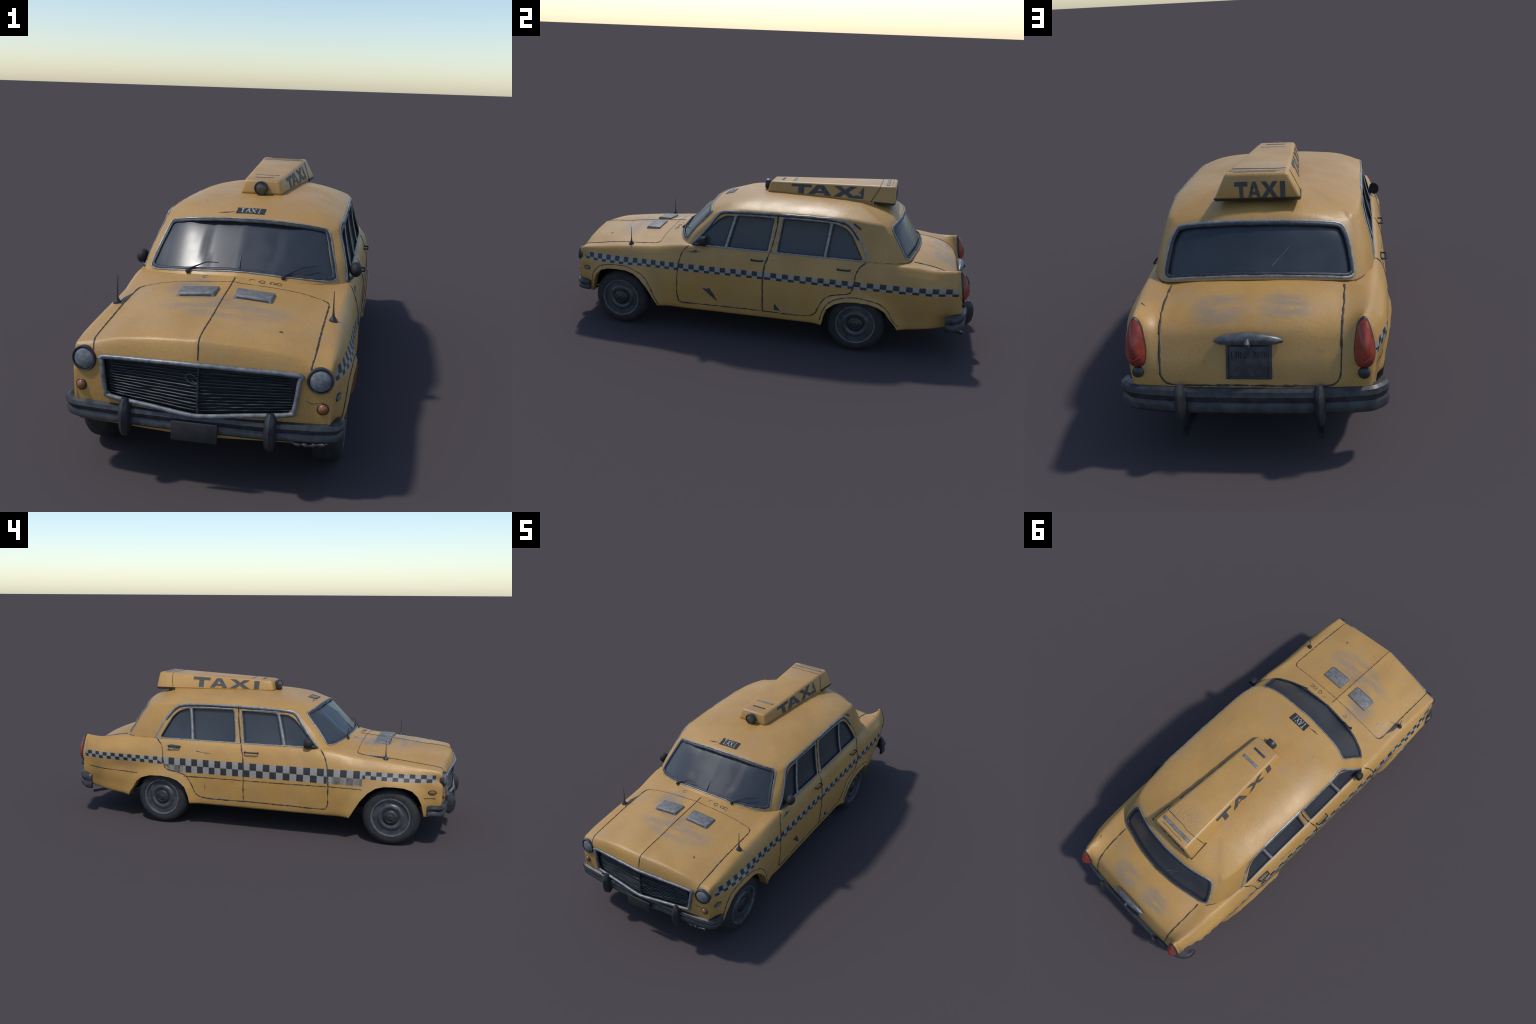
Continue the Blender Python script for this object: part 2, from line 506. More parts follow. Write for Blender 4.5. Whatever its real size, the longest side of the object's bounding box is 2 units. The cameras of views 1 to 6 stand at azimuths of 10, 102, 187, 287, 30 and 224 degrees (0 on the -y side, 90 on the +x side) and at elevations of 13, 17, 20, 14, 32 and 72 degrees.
YQ = dense(SY, [max(3, int(math.ceil((b - a) / 0.014))) for a, b in zip(SY[:-1], SY[1:])])
cols = np.arange(13.0)
CQ = dense(cols, [2, 3, 4, 4, 4, 4, 4, 5, 6, 5, 5, 5])


def wobble(p, amp=0.0016):
    """Gentle hand-beaten unevenness of the sheet metal."""
    return amp * noise.noise(Vector(p) * 9.0) + amp * 0.5 * noise.noise(Vector(p) * 23.0 + Vector((3, 1, 7)))


def shift_y(x, y):
    """Nose is a shallow V in plan, tail is slightly bowed."""
    ax = abs(x)
    f = max(0.0, min(1.0, (-0.74 - y) / 0.234))
    r = max(0.0, min(1.0, (y - 0.80) / 0.148))
    return y + 0.10 * ax * f ** 1.5 - 0.16 * max(0.0, ax - 0.10) ** 2 * r


# wheel arch outlines (y, z)
ARCH_FRONT = [(-0.870, 0.10), (-0.864, 0.163), (-0.852, 0.218), (-0.835, 0.252), (-0.808, 0.278), (-0.770, 0.289), (-0.724, 0.292), (-0.680, 0.290),
              (-0.640, 0.279), (-0.603, 0.252), (-0.570, 0.212), (-0.543, 0.166), (-0.516, 0.118), (-0.508, 0.10)]
ARCH_REAR = [(0.294, 0.10), (0.300, 0.125), (0.305, 0.158), (0.321, 0.206), (0.357, 0.237), (0.401, 0.252), (0.449, 0.257), (0.510, 0.254), (0.560, 0.239),
             (0.590, 0.218), (0.616, 0.180), (0.640, 0.152), (0.652, 0.13), (0.66, 0.10)]


def arch_flare(y, z):
    """Outward swell of the flank round the wheel openings."""
    best = 9.0
    for arch in (ARCH_FRONT, ARCH_REAR):
        if y < arch[0][0] - 0.08 or y > arch[-1][0] + 0.08:
            continue
        if inside(arch, y, z):
            return 0.017
        for a, b in zip(arch[:-1], arch[1:]):
            dy, dz = b[0] - a[0], b[1] - a[1]
            t = max(0.0, min(1.0, ((y - a[0]) * dy + (z - a[1]) * dz) / (dy * dy + dz * dz)))
            best = min(best, math.hypot(y - a[0] - dy * t, z - a[1] - dz * t))
    return 0.017 * max(0.0, 1 - best / 0.055) ** 1.6


def lower_body():
    grid = pchip(SY, SEC, YQ)                       # rows x 13 x 2
    grid = np.stack([pchip(cols, g, CQ) for g in grid])   # rows x cols x 2
    R, C = grid.shape[:2]
    bm = bmesh.new()
    rows = []
    for i in range(R):
        row = []
        for side in (1, -1):
            js = range(C) if side == 1 else range(C - 2, -1, -1)
            for j in js:
                x, z = grid[i, j]
                x *= side
                p = Vector((x, shift_y(x, YQ[i]), z))
                w = wobble(p)
                p += Vector((math.copysign(w, x) if abs(x) > 0.3 else 0, 0, w if abs(x) <= 0.33 else 0))
                if p.y < -0.48 and z > 0.36:        # raised spine and soft dents of the bonnet
                    p.z += 0.0025 * math.exp(-(x / 0.016) ** 2)
                    if abs(x) < 0.27 and p.y > -0.93:
                        p.z += 0.0025 * noise.noise(p * 6.5 + Vector((2, 5, 1)))
                if abs(x) > 0.33 and z < 0.37:
                    p.x += math.copysign(arch_flare(p.y, z), x)
                    if x < 0:               # old knock in the right rear quarter
                        p.x += 0.013 * math.exp(-((p.y - 0.68) / 0.10) ** 2 - ((z - 0.285) / 0.045) ** 2)
                row.append(bm.verts.new(p))
        rows.append(row)
    n = len(rows[0])
    for a, b in zip(rows[:-1], rows[1:]):
        for j in range(n - 1):
            bm.faces.new((a[j], a[j + 1], b[j + 1], b[j]))
    # nose panel: columns from the bonnet lip down to the valance
    lip = rows[0]
    zlow = 0.150
    first, last = CQ.searchsorted(3.0), n - 1 - CQ.searchsorted(3.0)
    prev = lip[first:last + 1]
    steps = 9
    tops = [v.co.copy() for v in prev]
    for k in range(1, steps + 1):
        t = k / steps
        cur = []
        for idx, v in enumerate(prev):
            if idx in (0, len(prev) - 1):
                src = lip[first - 0] if idx == 0 else lip[last]
            c0 = tops[idx]
            z = c0.z + (min(c0.z, zlow + 0.0) - c0.z) * t
            x = c0.x * (1 - 0.02 * t)
            bow = -0.004 * math.sin(math.pi * t)
            cur.append(bm.verts.new((x, c0.y + bow + 0.012 * max(0, t - 0.55), z)))
        for j in range(len(prev) - 1):
            bm.faces.new((prev[j + 1], prev[j], cur[j], cur[j + 1]))
        prev = cur
    # tail panel closes below the boot lid
    lip = rows[-1]
    bot = [bm.verts.new((v.co.x * 0.97, v.co.y + 0.001, 0.178)) for v in lip]
    for j in range(n - 1):
        if lip[j].co.z > 0.19 and lip[j + 1].co.z > 0.19:
            bm.faces.new((lip[j], lip[j + 1], bot[j + 1], bot[j]))
    bmesh.ops.remove_doubles(bm, verts=bm.verts, dist=0.0004)
    loose = [v for v in bm.verts if not v.link_faces]
    bmesh.ops.delete(bm, geom=loose, context="VERTS")
    bmesh.ops.recalc_face_normals(bm, faces=bm.faces)
    return bm


# ------------------------------------------------------------------ cabin shell
# half ring from front centre to rear centre: foot point, eaves point, spine y the roof runs to, roof fullness
CABIN = [
    ((0.000, -0.487, 0.462), (0.000, -0.312, 0.623), 0.02, 2.2),
    ((0.090, -0.478, 0.460), (0.090, -0.307, 0.621), 0.02, 2.2),
    ((0.200, -0.457, 0.452), (0.185, -0.301, 0.614), 0.01, 2.2),
    ((0.275, -0.425, 0.444), (0.250, -0.283, 0.604), 0.00, 2.6),
    ((0.317, -0.395, 0.436), (0.289, -0.259, 0.594), -0.02, 3.0),
    ((0.347, -0.357, 0.434), (0.308, -0.222, 0.603), -0.03, 3.4),
    ((0.357, -0.200, 0.434), (0.317, -0.140, 0.614), -0.02, 3.5),
    ((0.358, 0.050, 0.434), (0.318, 0.050, 0.620), 0.06, 3.5),
    ((0.357, 0.300, 0.434), (0.317, 0.300, 0.620), 0.22, 3.5),
    ((0.353, 0.500, 0.434), (0.307, 0.440, 0.613), 0.26, 3.3),
    ((0.333, 0.605, 0.434), (0.291, 0.530, 0.605), 0.28, 2.8),
    ((0.288, 0.674, 0.438), (0.260, 0.570, 0.602), 0.28, 3.0),
    ((0.200, 0.701, 0.449), (0.180, 0.594, 0.623), 0.27, 3.6),
    ((0.100, 0.721, 0.459), (0.090, 0.607, 0.636), 0.26, 4.2),
    ((0.000, 0.729, 0.463), (0.000, 0.611, 0.639), 0.26, 4.2),
]


def crown(y):
    return float(np.interp(y, (-0.05, 0.05, 0.15, 0.28), (0.668, 0.673, 0.674, 0.672)))


def cabin_shell():
    K = np.arange(len(CABIN), dtype=float)
    q = dense(K, [7, 7, 7, 5, 6, 9, 14, 14, 10, 8, 7, 7, 7, 7])
    foot = pchip(K, np.array([c[0] for c in CABIN]), q)
    eave = pchip(K, np.array([c[1] for c in CABIN]), q)
    spine = pchip(K, np.array([c[2] for c in CABIN]), q)
    full = pchip(K, np.array([c[3] for c in CABIN]), q)
    wall_t = [0, .04, .08] + [i / 14 for i in range(2, 14)] + [0.965, 1.0]
    roof_t = [.025, .055, .09, .13, .175, .225, .28, .34, .4, .47, .54, .61, .69, .77, .85, .93, 1.0]
    bm = bmesh.new()
    rings = []
    for t in wall_t:
        ring = []
        for f, e in zip(foot, eave):
            p = f + (e - f) * t
            out = np.array([p[0], (p[1] - 0.1) * 0.5, 0.0])
            out /= np.linalg.norm(out) + 1e-9
            hollow = max(0.0, min(1.0, (0.40 - abs(p[1] - 0.07)) / 0.10)) * max(0.0, min(1.0, (abs(p[0]) - 0.26) / 0.03))
            post = max(0.0, 1 - abs(abs(p[0]) - 0.31) / 0.05) * max(0.0, min(1.0, (-0.20 - p[1]) / 0.06))
            mid = 0.006 if p[1] > -0.2 else -0.002 if abs(p[0]) < 0.12 else 0.003
            ring.append(p + out * (mid + 0.009 * post - 0.014 * hollow) * math.sin(math.pi * t) ** 0.6)
        rings.append(ring)
    for t in roof_t:
        ring = []
        for e, s, pw in zip(eave, spine, full):
            g = 1 - (1 - t) ** pw
            ring.append(np.array([e[0] * (1 - t), e[1] + (s - e[1]) * t, e[2] + (crown(s) - e[2]) * g]))
        rings.append(ring)
    # the dome proper is one smooth polynomial surface in x*x and y; only its rim follows the eaves exactly
    top = np.array([r for r in rings[len(wall_t) + 2:]]).reshape(-1, 3)

    def basis(p):
        X, Y = (p[:, 0] / 0.32) ** 2, (p[:, 1] - 0.15) / 0.47
        return np.stack([X ** i * Y ** k for i in range(4) for k in range(7 - i)], 1)

    coef = np.linalg.lstsq(basis(top), top[:, 2], rcond=None)[0]
    for ri, t in enumerate(roof_t):
        w = min(1.0, t / 0.15)
        w = w * w * (3 - 2 * w)
        ring = np.array(rings[len(wall_t) + ri])
        ring[:, 2] += (basis(ring) @ coef - ring[:, 2]) * w
        rings[len(wall_t) + ri] = list(ring)
    P = np.array([np.array(r) for r in rings])
    lo_r, hi_r = len(wall_t) - 5, len(wall_t) + 9
    for it in range(26):
        for j in range(len(q)):
            lim = 26 if q[j] > 10.5 else 8 if q[j] < 4 else 1
            if it < lim:
                a = P[lo_r - 1:hi_r - 1, j]
                b = P[lo_r:hi_r, j]
                c = P[lo_r + 1:hi_r + 1, j]
                la, lc = np.linalg.norm(b - a, axis=1), np.linalg.norm(c - b, axis=1)
                tgt = (a * lc[:, None] + c * la[:, None]) / (la + lc)[:, None]
                P[lo_r:hi_r, j] = b + 0.5 * (tgt - b)
    for it in range(10):                    # and along the roof's contours
        P[len(wall_t) + 1:, 1:-1] += 0.25 * (P[len(wall_t) + 1:, 2:] + P[len(wall_t) + 1:, :-2] - 2 * P[len(wall_t) + 1:, 1:-1])
    rings = [list(r) for r in P]
    vr = []
    n = len(q)
    for ri, ring in enumerate(rings):
        row = []
        for side in (1, -1):
            js = range(n) if side == 1 else range(n - 2, 0, -1)
            for j in js:
                p = Vector(ring[j])
                p.x *= side
                w = wobble(p, 0.0014)
                if ri < len(wall_t):
                    p.x += math.copysign(w, p.x) if abs(p.x) > 0.29 else 0
                else:
                    p.z += w
                row.append(bm.verts.new(p))
        vr.append(row)
    N = len(vr[0])
    for a, b in zip(vr[:-1], vr[1:]):
        for j in range(N):
            k = (j + 1) % N
            bm.faces.new((a[j], a[k], b[k], b[j]))
    bmesh.ops.remove_doubles(bm, verts=bm.verts, dist=0.0004)
    bmesh.ops.dissolve_degenerate(bm, dist=0.0002, edges=bm.edges)
    bmesh.ops.recalc_face_normals(bm, faces=bm.faces)
    return bm


# ------------------------------------------------------------------ cutting panels out of the shells
AXES = {"x": (1, 2), "y": (0, 2), "z": (0, 1)}


def score(bm, poly, axis, keep):
    """Cut the outline of a panel into the mesh (projected along axis) where keep(centre) holds."""
    ia, ib = AXES[axis]
    n = len(poly)
    ax = Vector([1.0 if "xyz".index(axis) == k else 0.0 for k in range(3)])
    pool = [f for f in bm.faces if keep(f.calc_center_median())]
    lo = [min(p[k] for p in poly) - 0.03 for k in (0, 1)]
    hi = [max(p[k] for p in poly) + 0.03 for k in (0, 1)]

    def box(f):
        a = [v.co[ia] for v in f.verts]
        b = [v.co[ib] for v in f.verts]
        return min(a), max(a), min(b), max(b)

    pool = {f for f in pool if (lambda q: q[0] < hi[0] and q[1] > lo[0] and q[2] < hi[1] and q[3] > lo[1])(box(f))}
    for i in range(n):
        p, s = poly[i - 1], poly[i]
        d = Vector((s[0] - p[0], s[1] - p[1]))
        if d.length < 1e-6:
            continue
        x0, x1 = sorted((p[0], s[0]))
        y0, y1 = sorted((p[1], s[1]))
        near = []
        for f in pool:
            if not f.is_valid:
                continue
            q = box(f)
            if q[0] <= x1 + 1e-5 and q[1] >= x0 - 1e-5 and q[2] <= y1 + 1e-5 and q[3] >= y0 - 1e-5:
                near.append(f)
        if not near:
            continue
        nrm = [0.0, 0.0, 0.0]
        nrm[ia], nrm[ib] = -d.y, d.x
        co = [0.0, 0.0, 0.0]
        co[ia], co[ib] = p[0], p[1]
        geom = near + list({e for f in near for e in f.edges}) + list({v for f in near for v in f.verts})
        res = bmesh.ops.bisect_plane(bm, geom=geom, dist=1e-5, plane_co=co, plane_no=Vector(nrm).normalized())
        for g in res["geom"]:
            if isinstance(g, bmesh.types.BMFace):
                pool.add(g)
        pool = {f for f in pool if f.is_valid}


def tag(bm, layer, poly, axis, keep, value, only=0):
    ia, ib = AXES[axis]
    for f in bm.faces:
        if f[layer] != only:
            continue
        c = f.calc_center_median()
        if keep(c) and inside(poly, c[ia], c[ib]):
            f[layer] = value


# panel outlines, all in metres. Side outlines are (y, z); nose / tail outlines (x, z); plan outlines (x, y)
DOOR_FRONT_LOW = [(-0.356, 0.470), (-0.356, 0.448), (-0.389, 0.410), (-0.404, 0.370), (-0.409, 0.345), (-0.413, 0.300), (-0.415, 0.240), (-0.413, 0.180), (-0.405, 0.158),
                  (-0.390, 0.152), (0.013, 0.155), (0.012, 0.200), (0.011, 0.290), (0.012, 0.350), (0.019, 0.395), (0.034, 0.440), (0.036, 0.470)]
DOOR_REAR_LOW = [(0.036, 0.470), (0.034, 0.440), (0.019, 0.395), (0.012, 0.350), (0.011, 0.290), (0.012, 0.200), (0.013, 0.155), (0.139, 0.153), (0.225, 0.156), (0.252, 0.164), (0.270, 0.179),
                 (0.286, 0.220), (0.312, 0.260), (0.351, 0.278), (0.404, 0.288), (0.430, 0.303), (0.441, 0.350), (0.445, 0.386), (0.463, 0.420), (0.498, 0.444), (0.498, 0.470)]
DOOR_FRONT_TOP = [(-0.352, 0.40), (-0.352, 0.445), (-0.297, 0.506), (-0.250, 0.570), (-0.228, 0.596), (-0.190, 0.607), (-0.066, 0.612), (0.060, 0.616), (0.056, 0.546), (0.036, 0.440), (0.030, 0.40)]
DOOR_REAR_TOP = [(0.030, 0.40), (0.036, 0.440), (0.056, 0.546), (0.060, 0.616), (0.200, 0.617), (0.300, 0.615), (0.362, 0.607), (0.398, 0.590), (0.443, 0.540), (0.498, 0.442), (0.49, 0.40)]
WIN_QUARTER_FRONT = rounded([(-0.338, 0.447), (-0.194, 0.446), (-0.154, 0.590), (-0.192, 0.588), (-0.226, 0.570), (-0.291, 0.508)], [0.01, 0.005, 0.006, 0.01, 0.02, 0.03])
WIN_FRONT = rounded([(-0.174, 0.446), (0.018, 0.445), (0.040, 0.598), (-0.136, 0.593)], 0.007)
WIN_REAR = rounded([(0.068, 0.445), (0.285, 0.444), (0.304, 0.597), (0.087, 0.599)], 0.007)
WIN_QUARTER_REAR = rounded([(0.302, 0.444), (0.468, 0.447), (0.409, 0.552), (0.376, 0.581), (0.322, 0.596)], [0.006, 0.012, 0.03, 0.02, 0.006])
half_front = [(0.0, 0.481), (0.09, 0.477), (0.20, 0.468), (0.272, 0.459), (0.302, 0.460), (0.304, 0.475), (0.285, 0.540), (0.272, 0.580), (0.262, 0.592), (0.240, 0.598), (0.185, 0.607), (0.09, 0.614), (0.0, 0.616)]
half_rear = [(0.0, 0.478), (0.10, 0.474), (0.20, 0.464), (0.262, 0.455), (0.280, 0.458), (0.283, 0.472), (0.270, 0.540), (0.258, 0.568), (0.240, 0.584), (0.18, 0.596), (0.09, 0.605), (0.0, 0.607)]


def mirrored(half, per=4):
    full = half + [(-x, z) for x, z in reversed(half[1:-1])]
    return [(p.x, p.y) for p in catmull([(x, z, 0) for x, z in full], per, closed=True)]


WINDSCREEN = mirrored(half_front, 3)
BACKLIGHT = mirrored(half_rear, 3)
BONNET = [(p.x, p.y) for p in rounded([(-0.298, -1.02), (-0.2985, -0.925), (-0.306, -0.532), (0.306, -0.532), (0.2985, -0.925), (0.298, -1.02)], [0, 0.05, 0.03, 0.03, 0.05, 0])]
BOOT = [(p.x, p.y) for p in rounded([(0.262, 0.52), (0.256, 0.36), (0.253, 0.236), (-0.253, 0.236), (-0.256, 0.36), (-0.262, 0.52)], [0, 0.05, 0.06, 0.06, 0.05, 0], 5)]

side_l = lambda c: c.x > 0.285
side_r = lambda c: c.x < -0.285
sides = ((1, side_l), (-1, side_r))

body = lower_body()
cabin = cabin_shell()


def tree_of(*bms):
    V, F = [], []
    for bm in bms:
        bm.verts.ensure_lookup_table()
        bm.verts.index_update()
        o = len(V)
        V += [v.co.copy() for v in bm.verts]
        F += [tuple(v.index + o for v in f.verts) for f in bm.faces]
    return BVHTree.FromPolygons(V, F)


SKIN = tree_of(body, cabin)
BODY_SKIN = tree_of(body)
CABIN_SKIN = tree_of(cabin)


def cast(tree, o, d):
    hit = tree.ray_cast(Vector(o), Vector(d))
    if hit[0] is None:
        return None
    nrm = hit[1]
    if nrm.dot(Vector(d)) > 0:
        nrm = -nrm
    return hit[0], nrm


def on_side(y, z, s, tree=None):
    return cast(tree or SKIN, (s * 0.8, y, z), (-s, 0, 0))


def on_top(x, y, tree=None):
    return cast(tree or SKIN, (x, y, 1.2), (0, 0, -1))


def on_front(x, z, tree=None):
    return cast(tree or SKIN, (x, -1.3, z), (0, 1, 0))


def on_rear(x, z, tree=None):
    return cast(tree or SKIN, (x, 1.3, z), (0, -1, 0))


BL = body.faces.layers.int.new("panel")
CL = cabin.faces.layers.int.new("panel")
CUT, HOOD, TRUNK = 90, 1, 2
DF, DR = 10, 20                      # +side index
for k, (s, keep) in enumerate(sides):
    low = lambda c, keep=keep: keep(c) and c.z < 0.46
    for poly, val in ((ARCH_FRONT, CUT), (ARCH_REAR, CUT), (DOOR_FRONT_LOW, DF + k), (DOOR_REAR_LOW, DR + k)):
        score(body, poly, "x", low)
        tag(body, BL, poly, "x", low, val)
snout = lambda c: c.y < -0.92 and c.z < 0.362
MOUTH = [(-0.262, 0.3395), (0.0, 0.3525), (0.262, 0.3395), (0.252, 0.250), (0.238, 0.236), (0.0, 0.216), (-0.238, 0.236), (-0.252, 0.250)]
score(body, MOUTH, "y", snout)
tag(body, BL, MOUTH, "y", snout, CUT)
top = lambda c: c.z > 0.353 and c.y < -0.45
score(body, BONNET, "z", top)
tag(body, BL, BONNET, "z", top, HOOD)
aft = lambda c: c.y > 0.69 and abs(c.x) < 0.30
score(body, BOOT, "y", aft)
tag(body, BL, BOOT, "y", aft, TRUNK)

GF, GQF, GR, GQR, WS, BW = 30, 40, 50, 60, 70, 71
for k, (s, keep) in enumerate(sides):
    hi = lambda c, keep=keep: keep(c) and c.z < 0.625
    for poly, val in ((WIN_FRONT, GF + k), (WIN_QUARTER_FRONT, GQF + k), (WIN_REAR, GR + k), (WIN_QUARTER_REAR, GQR + k), (DOOR_FRONT_TOP, DF + k), (DOOR_REAR_TOP, DR + k)):
        score(cabin, poly, "x", hi)
        tag(cabin, CL, poly, "x", hi, val)
fore = lambda c: c.y < -0.2 and c.z < 0.66
score(cabin, WINDSCREEN, "y", fore)
tag(cabin, CL, WINDSCREEN, "y", fore, WS)
hind = lambda c: c.y > 0.5 and c.z < 0.66
score(cabin, BACKLIGHT, "y", hind)
tag(cabin, CL, BACKLIGHT, "y", hind, BW)

for bm in (body, cabin):
    bm.normal_update()
    bm.verts.index_update()
body_n = [v.normal.copy() for v in body.verts]
cabin_n = [v.normal.copy() for v in cabin.verts]


def pick(bm, normals, layer, values):
    """Faces with one of the panel values -> (verts, faces, normals)."""
    idx, V, F, Nn = {}, [], [], []
    for f in bm.faces:
        if f[layer] in values:
            loop = []
            for v in f.verts:
                if v.index not in idx:
                    idx[v.index] = len(V)
                    V.append(v.co.copy())
                    Nn.append(normals[v.index])
                loop.append(idx[v.index])
            F.append(loop)
    return V, F, Nn


def panel(name, pieces, mat, parent=None):
    V, F, Nn = [], [], []
    for v, f, nn in pieces:
        o = len(V)
        V += v
        F += [[i + o for i in q] for q in f]
        Nn += nn
    me = bpy.data.meshes.new(name)
    me.from_pydata([tuple(v) for v in V], [], F)
    me.polygons.foreach_set("use_smooth", [True] * len(F))
    me.normals_split_custom_set_from_vertices([tuple(n) for n in Nn])
    return link(name, me, mat, parent)


def flange(V, F, Nn, mover, test):
    """Fold the open edge of a panel inward (wheel arch lips)."""
    count = {}
    for f in F:
        for a, b in zip(f, f[1:] + f[:1]):
            count.setdefault((min(a, b), max(a, b)), []).append((a, b))
    new = {}
    V2, F2, N2 = [], [], []
    for (a, b), uses in count.items():
        if len(uses) == 1 and test(V[a]) and test(V[b]):
            p, q = uses[0]
            for i in (p, q):
                if i not in new:
                    new[i] = len(V2)
                    V2 += [V[i].copy(), mover(V[i])]
                    N2 += [Vector((0, 0, -1))] * 2
            F2.append([new[q], new[p], new[p] + 1, new[q] + 1])
    return V2, F2, N2


shell = pick(body, body_n, BL, {0})
BODY = panel("body", [shell], PAINT)


def in_arch(p):
    return abs(p.x) > 0.3 and p.z > 0.115 and ((-0.875 < p.y < -0.505 and p.z < 0.30) or (0.285 < p.y < 0.665 and p.z < 0.27)) and not (p.z < 0.14 and -0.51 < p.y < 0.29)


lip = flange(*shell, lambda p: Vector((p.x - math.copysign(0.045, p.x), p.y, p.z)), in_arch)
me = bpy.data.meshes.new("wheel_arch_lip")
me.from_pydata([tuple(v) for v in lip[0]], [], lip[1])
link("wheel_arch_lip", me, PAINT)
panel("bonnet", [pick(body, body_n, BL, {HOOD})], PAINT)
panel("boot_lid", [pick(body, body_n, BL, {TRUNK})], PAINT)
panel("roof", [pick(cabin, cabin_n, CL, {0})], PAINT)
DOORS = {}
for k in (0, 1):
    for base in (DF, DR):
        DOORS[base + k] = panel("door", [pick(body, body_n, BL, {base + k}), pick(cabin, cabin_n, CL, {base + k})], PAINT)


def pane(name, value, parent=None, sink=0.009, bulge=None):
    V, F, Nn = pick(cabin, cabin_n, CL, {value})
    moved = [v - n * (sink - (bulge(v) if bulge else 0.0)) for v, n in zip(V, Nn)]
    rim = flange(V, F, Nn, lambda p: p, lambda p: True)
    ob = panel(name, [(moved, F, Nn)], GLASS, parent)
    if bulge:
        ob.data.normals_split_custom_set([(0, 0, 0)] * len(ob.data.loops))
    # reveal: the short wall between skin and glass
    cnt = {}
    for f in F:
        for a, b in zip(f, f[1:] + f[:1]):
            cnt.setdefault((min(a, b), max(a, b)), []).append((a, b))
    B = Build()
    for uses in cnt.values():
        if len(uses) == 1:
            a, b = uses[0]
            B.add([V[a], V[b], V[b] - Nn[b] * (sink + 0.003), V[a] - Nn[a] * (sink + 0.003)], [(0, 1, 2, 3)])
    B.make("window_reveal", DARK_TRIM, ob, False)
    return ob


for k in (0, 1):
    for v, base in ((GF, DF), (GQF, DF), (GR, DR), (GQR, DR)):
        pane("window", v + k, DOORS[base + k])


def fold(v):
    """Low ridge added to copy triangulation shading on the screen; it peaks two thirds of the way up."""
    zt = 0.568
    up = (v.z - 0.475) / (zt - 0.475) if v.z < zt else (0.618 - v.z) / (0.618 - zt)
    up = max(0.0, min(1.0, up))
    across = max(0.0, 1 - abs(v.x) / (0.16 if v.z < zt else 0.16 * max(0.05, up)))
    side = max(0.0, min(1.0, (abs(v.x) - 0.12) / 0.10))
    return 0.009 * side * side * (3 - 2 * side) + 0.017 * across * (up if v.z > zt else 0.35 + 0.65 * up)


SCREEN = pane("windscreen", WS, None, 0.012, fold)
REARGLASS = pane("rear_window", BW, None, 0.008)


# ------------------------------------------------------------------ trims and raised gap strips that follow the skin
def along(poly2d, proj, lift=0.0, closed=False, step=0.012, jitter=0.0, rng=RNG):
    """Resample a 2D line finely and drop it on the skin."""
    P = [Vector((p[0], p[1])) for p in poly2d]
    if closed:
        P.append(P[0])
    pts, nor = [], []
    for a, b in zip(P[:-1], P[1:]):
        n = max(1, int((b - a).length / step))
        for i in range(n):
            q = a.lerp(b, i / n)
            h = proj(q.x + rng.uniform(-jitter, jitter), q.y + rng.uniform(-jitter, jitter))
            if h:
                pts.append(h[0] + h[1] * lift)
                nor.append(h[1])
    if not closed:
        h = proj(P[-1].x, P[-1].y)
        if h:
            pts.append(h[0] + h[1] * lift)
            nor.append(h[1])
    return pts, nor


def strip(name, poly2d, proj, r, mat, parent=None, closed=False, lift=0.0009, jitter=0.0, vary=0.0, flat=0.5, kind=None, step=0.012, sides=6):
    pts, nor = along(poly2d, proj, lift, closed, step, jitter)
    rr = [r * (1 + RNG.uniform(-vary, vary)) for _ in pts]
    V, F = tube_geo(pts, rr, sides, closed, None, flat, nor)
    return mesh_from(name, V, F, mat, parent, True, 60, kind)


def smooth2(pts, per=5):
    return [(p.x, p.y) for p in catmull([(a, b, 0) for a, b in pts], per)]


